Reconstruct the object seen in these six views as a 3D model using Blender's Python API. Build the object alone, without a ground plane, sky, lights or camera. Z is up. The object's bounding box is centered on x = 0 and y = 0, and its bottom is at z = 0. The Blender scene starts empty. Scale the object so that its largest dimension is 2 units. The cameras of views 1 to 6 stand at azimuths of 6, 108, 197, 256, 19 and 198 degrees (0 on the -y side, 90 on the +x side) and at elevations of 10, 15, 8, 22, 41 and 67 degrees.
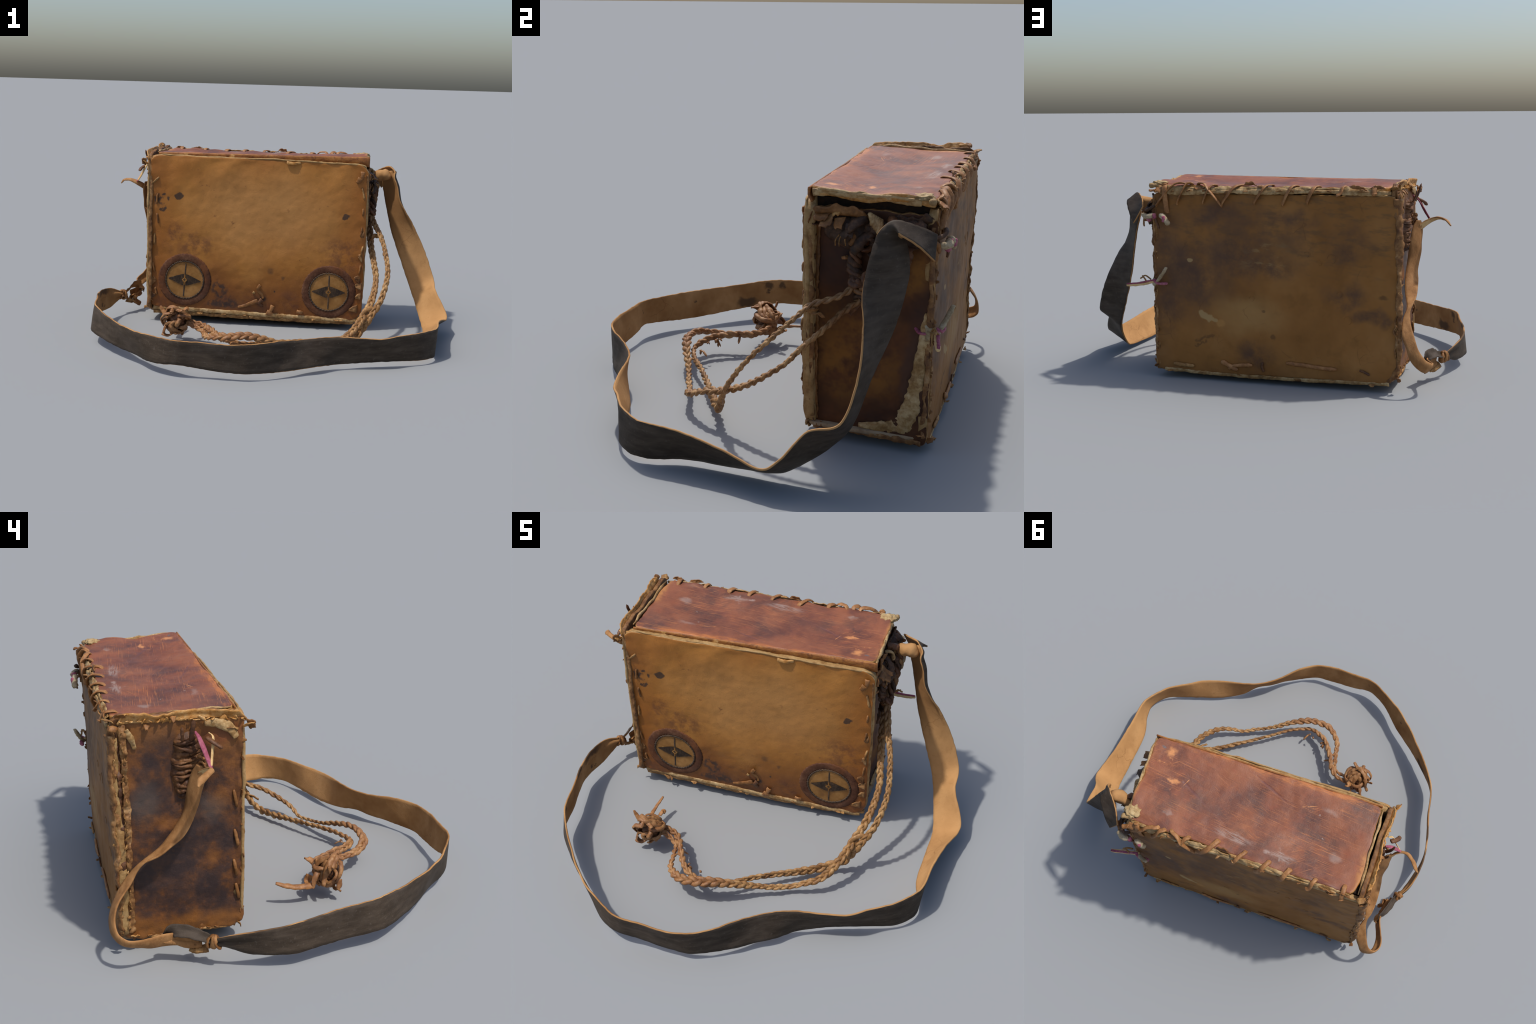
# Old hide satchel: stiff box-shaped case laced with thongs, long flat shoulder
# strap lying in a loop in front of it, plaited drawcord with a knotted end.
import bpy, math, random
from mathutils import Vector, Matrix, noise
from mathutils.bvhtree import BVHTree

V = Vector
RND = random.Random(7)

# ------------------------------------------------------------------ helpers
def nz(p, s=1.0, seed=0.0):
    return noise.noise(V((p[0] * s + seed * 3.1, p[1] * s - seed * 1.7, p[2] * s + seed * 0.9)))

def fbm(p, s=1.0, seed=0.0, o=4):
    a, t = 1.0, 0.0
    for _ in range(o):
        t += a * nz(p, s, seed)
        s *= 2.1
        a *= 0.5
        seed += 5.3
    return t

def spline(pts, n):
    """n samples of a Catmull-Rom curve through points of any dimension."""
    K, d = len(pts), len(pts[0])
    out = []
    for k in range(n):
        x = (K - 1) * k / (n - 1)
        i = min(int(x), K - 2)
        f = x - i
        g = lambda j: pts[j] if 0 <= j < K else (
            [2 * pts[0][c] - pts[1][c] for c in range(d)] if j < 0 else
            [2 * pts[-1][c] - pts[-2][c] for c in range(d)])
        a, b, c_, e = g(i - 1), g(i), g(i + 1), g(i + 2)
        out.append([0.5 * (2 * b[c] + (c_[c] - a[c]) * f + (2 * a[c] - 5 * b[c] + 4 * c_[c] - e[c]) * f * f
                           + (3 * b[c] - a[c] - 3 * c_[c] + e[c]) * f ** 3) for c in range(d)])
    return out

def lerp(a, b, t):
    return a + (b - a) * t

def pw(x, xs, ys):
    if x <= xs[0]:
        return ys[0]
    for k in range(len(xs) - 1):
        if x <= xs[k + 1]:
            return lerp(ys[k], ys[k + 1], (x - xs[k]) / (xs[k + 1] - xs[k]))
    return ys[-1]

def sstep(a, b, x):
    t = max(0.0, min(1.0, (x - a) / (b - a)))
    return t * t * (3 - 2 * t)

ROOT = bpy.data.objects.new("leather_satchel", None)
bpy.context.scene.collection.objects.link(ROOT)
ROOT.empty_display_size = 0.2
ROOT["label"] = "worn brown rawhide box satchel with long strap and braided cord"
ROOT["category"] = "leather bag"

def make(name, vf, mats, parent=None, idx=None, kind=None, smooth=True):
    v, f = vf
    me = bpy.data.meshes.new(name)
    me.from_pydata([tuple(p) for p in v], [], f)
    for m in mats if isinstance(mats, (list, tuple)) else [mats]:
        me.materials.append(m)
    if idx:
        me.polygons.foreach_set("material_index", idx)
    me.polygons.foreach_set("use_smooth", [smooth] * len(me.polygons))
    me.update()
    ob = bpy.data.objects.new(name, me)
    bpy.context.scene.collection.objects.link(ob)
    ob.parent = parent or ROOT
    if kind:
        ob["kind"] = kind
    return ob

def join(*parts):
    vs, fs = [], []
    for v, f in parts:
        b = len(vs)
        vs += list(v)
        fs += [tuple(i + b for i in q) for q in f]
    return vs, fs

def frames(P, up=None):
    """tangent, side, normal for a path (parallel transport)."""
    n = len(P)
    T = [(P[min(i + 1, n - 1)] - P[max(i - 1, 0)]).normalized() for i in range(n)]
    r = V(up) if up else (V((0, 0, 1)) if abs(T[0].z) < .8 else V((1, 0, 0)))
    out = []
    for t in T:
        r = (r - t * r.dot(t))
        if r.length < 1e-6:
            r = t.orthogonal()
        r.normalize()
        out.append((t, t.cross(r).normalized(), r.copy()))
    return out

def tube(path, rad, seg=10, flat=1.0, up=None, lump=0.0, ls=30.0, seed=0.0, taper=(1.0, 1.0)):
    """irregular round or oval thong along a path; flat squashes along normal."""
    P = [V(p) for p in path]
    F = frames(P, up)
    n = len(P)
    vs, fs = [], []
    for i, p in enumerate(P):
        t = i / (n - 1)
        r = rad(t) if callable(rad) else rad
        r *= min(1.0, taper[0] + (1 - taper[0]) * min(1, t * 8)) * min(1.0, taper[1] + (1 - taper[1]) * min(1, (1 - t) * 8))
        for k in range(seg):
            a = 2 * math.pi * k / seg
            d = F[i][1] * math.cos(a) + F[i][2] * math.sin(a) * flat
            q = p + d * r
            q = q + d * r * lump * fbm(q, ls, seed, 3)
            vs.append(q)
    for i in range(n - 1):
        for k in range(seg):
            k2 = (k + 1) % seg
            fs.append((i * seg + k, i * seg + k2, (i + 1) * seg + k2, (i + 1) * seg + k))
    for e, ring in ((0, list(range(seg - 1, -1, -1))), (n - 1, list(range(seg)))):
        c = len(vs)
        off = F[e][0] * (-.35 if e == 0 else .35) * (rad(e / (n - 1)) if callable(rad) else rad) * flat
        vs.append(P[e] + off)
        for k in range(seg):
            fs.append((c, e * seg + ring[k], e * seg + ring[(k + 1) % seg]))
    return vs, fs

def sheet(rows, th):
    """thick sheet from rows of points (each row the same length). returns verts, faces, slot (0 front, 1 back/rim)."""
    R, C = len(rows), len(rows[0])
    def nrm(i, j):
        a = rows[min(i + 1, R - 1)][j] - rows[max(i - 1, 0)][j]
        b = rows[i][min(j + 1, C - 1)] - rows[i][max(j - 1, 0)]
        n = a.cross(b)
        return n.normalized() if n.length > 1e-12 else V((0, 0, 1))
    top, bot = [], []
    for i in range(R):
        for j in range(C):
            n = nrm(i, j)
            w = th if not callable(th) else th(i / (R - 1), j / (C - 1))
            top.append(rows[i][j] + n * w / 2)
            bot.append(rows[i][j] - n * w / 2)
    vs = top + bot
    N = R * C
    fs, ix = [], []
    for i in range(R - 1):
        for j in range(C - 1):
            a, b, c, d = i * C + j, i * C + j + 1, (i + 1) * C + j + 1, (i + 1) * C + j
            fs.append((a, d, c, b)); ix.append(0)
            fs.append((N + a, N + b, N + c, N + d)); ix.append(1)
    # rim with a middle row so the cut edge is slightly rounded
    ring = [(0, j) for j in range(C)] + [(i, C - 1) for i in range(1, R)] + \
           [(R - 1, j) for j in range(C - 2, -1, -1)] + [(i, 0) for i in range(R - 2, 0, -1)]
    cen = sum((rows[i][j] for i, j in ring), V()) / len(ring)
    mid = []
    for i, j in ring:
        p = rows[i][j]
        ii = 1 if i == 0 else (R - 2 if i == R - 1 else i)
        jj = 1 if j == 0 else (C - 2 if j == C - 1 else j)
        o = p - rows[ii][jj]
        w = th if not callable(th) else th(i / (R - 1), j / (C - 1))
        o = o.normalized() * w * .3 if o.length > 1e-9 else V()
        mid.append(len(vs)); vs.append(p + o)
    m = len(ring)
    for k in range(m):
        k2 = (k + 1) % m
        a = ring[k][0] * C + ring[k][1]
        b = ring[k2][0] * C + ring[k2][1]
        fs.append((a, b, mid[k2], mid[k])); ix.append(1)
        fs.append((mid[k], mid[k2], N + b, N + a)); ix.append(1)
    return vs, fs, ix

def ribbon(path, width, nrm, th=.005, cup=0.0, seed=0.0, wob=0.0, n=None, c=5, edge=0.0):
    """leather strip: path, width(t), surface normal dirs (list or one vector)."""
    P = [V(p) for p in (spline(path, n) if n else path)]
    m = len(P)
    NN = [V(q) for q in (spline(nrm, m) if isinstance(nrm, list) else [nrm] * m)]
    rows = []
    for i, p in enumerate(P):
        t = i / (m - 1)
        T = (P[min(i + 1, m - 1)] - P[max(i - 1, 0)]).normalized()
        s = T.cross(NN[i])
        s = s.normalized() if s.length > 1e-6 else T.orthogonal()
        q = s.cross(T).normalized()
        w = width(t) if callable(width) else width
        row = []
        for j in range(c):
            x = j / (c - 1) * 2 - 1
            pt = p + s * x * w / 2 * (1 + edge * fbm(p + s * x * w, 45, seed + x, 2)) - q * cup * w * x * x
            pt = pt + q * wob * fbm(pt, 22, seed, 3)
            row.append(pt)
        rows.append(row)
    return sheet(rows, th)

def flap(base, edge, out, nrm, w, l, curl=0.0, taper=.5, th=.005, seed=0.0, wob=.006):
    """torn hide tab standing off an edge."""
    base, edge, out, nrm = V(base), V(edge).normalized(), V(out).normalized(), V(nrm).normalized()
    rows = []
    for i in range(7):
        t = i / 6
        row = []
        ang = curl * t
        pos = base + out * (l * (math.sin(ang) / curl if abs(curl) > 1e-3 else t)) + \
              nrm * (l * ((1 - math.cos(ang)) / curl if abs(curl) > 1e-3 else 0))
        for j in range(6):
            s = j / 5 - .5
            ww = w * (1 - taper * t) * (1 + .25 * nz((t * 3, s * 2, seed), 1, seed))
            q = pos + edge * (s * ww + .12 * w * t * nz((seed, t, 3), 1.3, seed)) + nrm * wob * fbm(base + edge * s * w + out * t * l, 40, seed, 3)
            if i == 6:
                q = q + out * l * .18 * nz((s * 5, seed, 1), 1, seed)
            row.append(q)
        rows.append(row)
    return sheet(rows, th)

def ell(c, rx, ry, rz, n=18, seed=0.0, amp=.15):
    vs, fs = [], []
    for i in range(n + 1):
        for j in range(n * 2):
            th, ph = math.pi * i / n, math.pi * j / n
            d = V((math.sin(th) * math.cos(ph), math.sin(th) * math.sin(ph), math.cos(th)))
            k = 1 + amp * fbm(d, 2.2, seed, 3)
            vs.append(V(c) + V((d.x * rx, d.y * ry, d.z * rz)) * k)
    for i in range(n):
        for j in range(n * 2):
            j2 = (j + 1) % (n * 2)
            fs.append((i * 2 * n + j, (i + 1) * 2 * n + j, (i + 1) * 2 * n + j2, i * 2 * n + j2))
    return vs, fs

# ------------------------------------------------------------------ material kit
class Mat:
    def __init__(self, name, rough=.6, spec=.3):
        self.m = bpy.data.materials.new(name)
        self.m.use_nodes = True
        self.t = self.m.node_tree
        self.t.nodes.clear()
        self.out = self.n('ShaderNodeOutputMaterial')
        self.b = self.n('ShaderNodeBsdfPrincipled')
        self.b.inputs['Roughness'].default_value = rough
        self.b.inputs['Specular IOR Level'].default_value = spec
        self.t.links.new(self.b.outputs[0], self.out.inputs[0])
        self.obj = self.n('ShaderNodeTexCoord').outputs['Object']
        self._w = None
    def n(self, t):
        return self.t.nodes.new(t)
    def put(self, sock, v):
        if isinstance(v, bpy.types.NodeSocket):
            self.t.links.new(v, sock)
        elif isinstance(v, (tuple, list)) and len(v) == 3 and sock.type == 'RGBA':
            sock.default_value = (*v, 1)
        else:
            sock.default_value = v
    def math(self, op, a, b=0.0, clamp=False):
        x = self.n('ShaderNodeMath'); x.operation = op; x.use_clamp = clamp
        self.put(x.inputs[0], a); self.put(x.inputs[1], b)
        return x.outputs[0]
    def vmath(self, op, a, b=None):
        x = self.n('ShaderNodeVectorMath'); x.operation = op
        self.put(x.inputs[0], a)
        if b is not None:
            if op == 'SCALE':
                self.put(x.inputs['Scale'], b)
            else:
                self.put(x.inputs[1], b)
        return x.outputs['Value' if op in ('LENGTH', 'DOT_PRODUCT', 'DISTANCE') else 0]
    def map(self, scale=(1, 1, 1), rot=(0, 0, 0), vec=None):
        v = vec or self.obj
        if any(rot):
            x = self.n('ShaderNodeMapping')
            self.put(x.inputs['Vector'], v)
            x.inputs['Rotation'].default_value = rot
            v = x.outputs[0]
        x = self.n('ShaderNodeMapping')
        self.put(x.inputs['Vector'], v)
        x.inputs['Scale'].default_value = scale
        return x.outputs[0]
    def noise(self, scale, detail=4, rough=.55, vec=None, dist=0.0, w=0.0):
        x = self.n('ShaderNodeTexNoise')
        x.noise_dimensions = '4D'
        self.put(x.inputs['Vector'], vec or self.obj)
        x.inputs['W'].default_value = w
        x.inputs['Scale'].default_value = scale
        x.inputs['Detail'].default_value = detail
        x.inputs['Roughness'].default_value = rough
        x.inputs['Distortion'].default_value = dist
        return x.outputs[0]
    def vor(self, scale, feature='F1', vec=None):
        x = self.n('ShaderNodeTexVoronoi'); x.feature = feature
        self.put(x.inputs['Vector'], vec or self.obj)
        x.inputs['Scale'].default_value = scale
        return x.outputs['Distance']
    def rng(self, v, a, b, lo=0.0, hi=1.0):
        x = self.n('ShaderNodeMapRange'); x.interpolation_type = 'SMOOTHSTEP'
        self.put(x.inputs[0], v)
        for k, q in zip((1, 2, 3, 4), (a, b, lo, hi)):
            x.inputs[k].default_value = q
        return x.outputs[0]
    def mix(self, f, a, b, mode='MIX'):
        x = self.n('ShaderNodeMix'); x.data_type = 'RGBA'; x.blend_type = mode
        self.put(x.inputs[0], f); self.put(x.inputs[6], a); self.put(x.inputs[7], b)
        return x.outputs[2]
    def ramp(self, f, stops):
        x = self.n('ShaderNodeValToRGB')
        self.put(x.inputs[0], f)
        e = x.color_ramp.elements
        while len(e) < len(stops):
            e.new(.5)
        for k, (p, c) in enumerate(stops):
            e[k].position = p; e[k].color = (*c, 1)
        return x.outputs[0]
    def warp(self, scale=9, amt=.05):
        """object coordinates shaken by noise, for irregular stain outlines"""
        key = (scale, amt)
        if self._w is None:
            self._w = {}
        if key not in self._w:
            x = self.n('ShaderNodeTexNoise')
            self.put(x.inputs['Vector'], self.obj)
            x.inputs['Scale'].default_value = scale
            x.inputs['Detail'].default_value = 3
            d = self.vmath('SUBTRACT', x.outputs['Color'], (.5, .5, .5))
            self._w[key] = self.vmath('ADD', self.obj, self.vmath('SCALE', d, amt * 2))
        return self._w[key]
    def spot(self, c, r, soft=.3, vec=None):
        """1 inside an ellipsoid at c with radii r"""
        d = self.vmath('SUBTRACT', vec or self.warp(), tuple(c))
        d = self.vmath('DIVIDE', d, tuple(r))
        return self.rng(self.vmath('LENGTH', d), 1 + soft, 1 - soft)
    def seg(self, a, b, w, soft=.5, vec=None):
        """1 along a line from a to b of half width w"""
        a, b = V(a), V(b)
        ab = b - a
        d = self.vmath('SUBTRACT', vec or self.warp(6, .006), tuple(a))
        t = self.math('DIVIDE', self.vmath('DOT_PRODUCT', d, tuple(ab)), ab.length_squared, True)
        x = self.n('ShaderNodeVectorMath'); x.operation = 'SCALE'
        x.inputs[0].default_value = tuple(ab); self.put(x.inputs['Scale'], t)
        e = self.vmath('LENGTH', self.vmath('SUBTRACT', d, x.outputs[0]))
        return self.rng(e, w * (1 + soft), w * (1 - soft))
    def mx(self, *ms):
        r = ms[0]
        for q in ms[1:]:
            r = self.math('MAXIMUM', r, q)
        return r
    def axis(self, k, vec=None):
        x = self.n('ShaderNodeSeparateXYZ')
        self.put(x.inputs[0], vec or self.obj)
        return x.outputs[k]
    def finish(self, col, bump=None, strength=.25, dist=.004, rough=None):
        self.put(self.b.inputs['Base Color'], col)
        if rough is not None:
            self.put(self.b.inputs['Roughness'], rough)
        if bump is not None:
            x = self.n('ShaderNodeBump')
            x.inputs['Strength'].default_value = strength
            x.inputs['Distance'].default_value = dist
            self.put(x.inputs['Height'], bump)
            self.put(self.b.inputs['Normal'], x.outputs[0])
        return self.m

def grain(m, s=160):
    return m.math('ADD', m.noise(s, 4, .6), m.math('MULTIPLY', m.noise(s * .2, 4, .6), .8))

# ---- front panel: ochre hide, reddened and stained toward the foot
def mat_front():
    m = Mat("ochre_hide", .5, .28)
    big, mid, fine = m.noise(3.2, 4, .55), m.noise(11, 5, .6, w=2), m.noise(70, 4, .65, w=5)
    c = m.ramp(big, [(.30, (.290, .110, .018)), (.5, (.360, .148, .027)), (.70, (.420, .188, .045))])
    pale = m.spot((-.05, .26, .66), (.36, .3, .24), .7, m.warp(4, .12))
    c = m.mix(m.math('MULTIPLY', pale, .55), c, (.435, .220, .075))
    c = m.mix(m.math('MULTIPLY', m.rng(mid, .52, .72), .28), c, (.27, .118, .026))
    c = m.mix(m.math('MULTIPLY', m.rng(m.noise(26, 5, .62, w=9), .55, .75), .30), c, (.30, .125, .03))
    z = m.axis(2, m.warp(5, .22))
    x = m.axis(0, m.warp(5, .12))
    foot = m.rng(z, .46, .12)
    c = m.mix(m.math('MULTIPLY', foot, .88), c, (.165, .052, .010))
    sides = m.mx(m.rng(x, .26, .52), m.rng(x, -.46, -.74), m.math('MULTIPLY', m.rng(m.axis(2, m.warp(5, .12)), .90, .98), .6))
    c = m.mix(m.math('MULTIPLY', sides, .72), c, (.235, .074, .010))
    # purple-brown bruises
    br = m.mx(m.spot((.40, .26, .43), (.13, .2, .11), .7, m.warp(7, .1)), m.spot((-.46, .26, .45), (.12, .2, .06), .8, m.warp(9, .1)),
              m.spot((.11, .26, .15), (.05, .2, .06), .5, m.warp(9, .05)), m.spot((-.25, .26, .13), (.14, .2, .07), .6, m.warp(9, .1)),
              m.spot((-.56, .26, .52), (.05, .2, .05), .6, m.warp(16, .07)), m.spot((-.09, .26, .13), (.09, .2, .07), .7, m.warp(9, .08)),
              m.spot((-.64, .26, .14), (.06, .2, .12), .7, m.warp(9, .08)), m.spot((.46, .26, .16), (.06, .2, .16), .7, m.warp(9, .08)))
    br = m.math('MULTIPLY', br, m.rng(m.noise(17, 5, .65, w=3), .36, .62))
    c = m.mix(m.math('MULTIPLY', br, .72), c, (.095, .034, .018))
    # small red-brown flecks
    fl = m.math('MULTIPLY', m.rng(m.noise(34, 3, .6, w=7), .635, .70), m.rng(m.noise(4, 3, .5, w=4), .42, .62))
    c = m.mix(m.math('MULTIPLY', fl, .6), c, (.15, .055, .02))
    pin = m.math('MULTIPLY', m.rng(m.noise(110, 2, .5, w=1), .70, .75), m.rng(m.noise(8, 2, .5, w=6), .5, .62))
    c = m.mix(m.math('MULTIPLY', pin, .7), c, (.07, .035, .018))
    # ink-black marks
    wk = m.warp(28, .016)
    ink = m.mx(m.spot((-.554, .262, .743), (.026, .1, .019), .18, wk), m.spot((.406, .262, .662), (.025, .1, .015), .18, m.warp(22, .022)),
               m.spot((-.641, .262, .749), (.014, .1, .008), .4, wk), m.spot((-.616, .262, .726), (.009, .1, .013), .4, wk),
               m.spot((-.674, .262, .72), (.02, .1, .03), .6, m.warp(40, .05)), m.spot((-.658, .262, .66), (.007, .1, .009), .3, wk),
               m.spot((-.640, .262, .665), (.016, .1, .012), .6, m.warp(40, .04)), m.math('MULTIPLY', m.spot((.058, .262, .292), (.010, .1, .012), .6, wk), .6),
               m.math('MULTIPLY', m.spot((-.014, .262, .325), (.015, .1, .016), .7, wk), .5), m.spot((.011, .262, .204), (.007, .1, .008), .4, wk),
               m.spot((-.055, .262, .163), (.016, .1, .014), .4, wk))
    c = m.mix(m.math('MULTIPLY', ink, .88), c, (.030, .021, .018))
    blob = m.math('MULTIPLY', m.mx(m.spot((-.312, .262, .205), (.042, .1, .05), .3, m.warp(24, .03)), m.spot((-.335, .262, .128), (.036, .1, .032), .5, m.warp(24, .04)),
                m.spot((-.25, .262, .125), (.07, .1, .028), .6, m.warp(20, .05))), m.rng(m.noise(30, 3, .6, w=8), .38, .56))
    blob = m.math('MULTIPLY', blob, m.rng(m.vmath('LENGTH', m.vmath('SUBTRACT', m.warp(24, .02), (-.315, .262, .198))), .008, .016))
    c = m.mix(m.math('MULTIPLY', blob, .85), c, (.032, .022, .020))
    c = m.mix(m.math('MULTIPLY', m.rng(fine, .42, .78), .16), c, (.19, .085, .025))
    h = m.math('ADD', grain(m, 170), m.math('MULTIPLY', m.noise(14, 4, .6), 1.2))
    return m.finish(c, h, .22, .005, m.rng(mid, .3, .7, .42, .6))

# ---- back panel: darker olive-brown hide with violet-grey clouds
def mat_back():
    m = Mat("olive_hide", .62, .18)
    big, mid = m.noise(3.6, 4, .55, w=3), m.noise(12, 5, .62, w=1)
    c = m.ramp(big, [(.30, (.205, .086, .020)), (.52, (.258, .114, .029)), (.72, (.310, .148, .045))])
    c = m.mix(m.math('MULTIPLY', m.rng(mid, .5, .7), .45), c, (.17, .075, .020))
    st = m.noise(9, 5, .65, m.map((1, 1, 3.2), (0, .08, 0)), w=5)
    c = m.mix(m.math('MULTIPLY', m.math('MULTIPLY', m.rng(st, .48, .66), m.rng(m.axis(2), .45, .7)), .65), c, (.125, .068, .030))
    w1 = m.warp(6, .10)
    cl = m.mx(m.spot((.33, .775, .52), (.20, .3, .15), .5, w1), m.spot((.42, .775, .36), (.09, .3, .11), .6, w1), m.spot((.09, .775, .66), (.12, .3, .08), .7, w1),
              m.spot((-.51, .775, .45), (.09, .3, .06), .6, w1), m.spot((-.61, .775, .37), (.07, .3, .035), .6, m.warp(9, .06)), m.spot((-.69, .775, .325), (.035, .3, .03), .6, w1),
              m.spot((.16, .775, .83), (.09, .3, .05), .8, w1), m.spot((-.25, .775, .83), (.08, .3, .05), .8, w1), m.spot((-.51, .775, .70), (.08, .3, .08), .8, w1),
              m.spot((-.03, .775, .14), (.08, .3, .07), .7, m.warp(10, .08)), m.spot((.45, .775, .68), (.06, .3, .14), .7, w1), m.spot((-.05, .775, .60), (.22, .3, .05), .8, w1))
    cl = m.math('MULTIPLY', cl, m.rng(m.noise(10, 6, .68, w=2), .28, .66))
    broad = m.math('MULTIPLY', m.mx(m.spot((.30, .775, .55), (.24, .3, .20), .7, m.warp(3, .2)), m.spot((.22, .775, .80), (.26, .3, .09), .8, m.warp(3, .2)), m.spot((-.10, .775, .72), (.30, .3, .08), .8, m.warp(3, .2))), m.rng(m.noise(6, 5, .65, w=12), .34, .62))
    c = m.mix(m.math('MULTIPLY', broad, .72), c, (.105, .058, .034))
    c = m.mix(m.math('MULTIPLY', cl, .85), c, (.080, .044, .030))
    pale = m.mx(m.spot((.0, .775, .345), (.16, .3, .07), .9, w1), m.math('MULTIPLY', m.spot((-.09, .775, .645), (.10, .3, .05), .8, w1), m.rng(st, .5, .62)))
    c = m.mix(m.math('MULTIPLY', pale, .40), c, (.42, .26, .10))
    x = m.axis(0, m.warp(6, .12)); z = m.axis(2, m.warp(6, .12))
    c = m.mix(m.math('MULTIPLY', m.mx(m.rng(z, .13, .02), m.rng(x, .38, .52)), .5), c, (.16, .070, .022))
    ring = m.vor(26)
    tiny = m.warp(30, .012)
    dk = m.mx(m.spot((-.08, .775, .37), (.008, .1, .008), .4, tiny), m.spot((-.13, .775, .245), (.011, .1, .014), .4, tiny), m.spot((-.668, .775, .46), (.022, .1, .010), .5, tiny),
              m.seg((.27, .775, .20), (.19, .775, .235), .009, .7, m.warp(40, .02)), m.seg((.28, .775, .175), (.22, .775, .20), .007, .7, m.warp(40, .02)))
    c = m.mix(m.math('MULTIPLY', dk, .5), c, (.045, .024, .014))
    cr = m.math('MULTIPLY', m.rng(m.vor(7, 'DISTANCE_TO_EDGE', m.warp(5, .09)), .018, .004), m.rng(m.noise(5, 2, .5, w=8), .52, .62))
    c = m.mix(m.math('MULTIPLY', cr, .35), c, (.10, .045, .015))
    tear = m.mx(m.seg((.243, .775, .340), (.200, .775, .320), .018, .25, tiny), m.seg((.2, .775, .32), (.165, .775, .308), .010, .3, tiny), m.spot((.303, .775, .607), (.014, .1, .010), .25, tiny))
    c = m.mix(m.math('MULTIPLY', tear, .75), c, (.38, .255, .110))
    c = m.mix(m.math('MULTIPLY', m.spot((.14, .775, .30), (.022, .1, .016), .4, tiny), .6), c, (.40, .20, .06))
    h = m.math('ADD', grain(m, 150), m.math('MULTIPLY', m.noise(13, 4, .6), 1.6))
    return m.finish(c, h, .25, .005, m.rng(mid, .3, .7, .55, .7))

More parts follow.
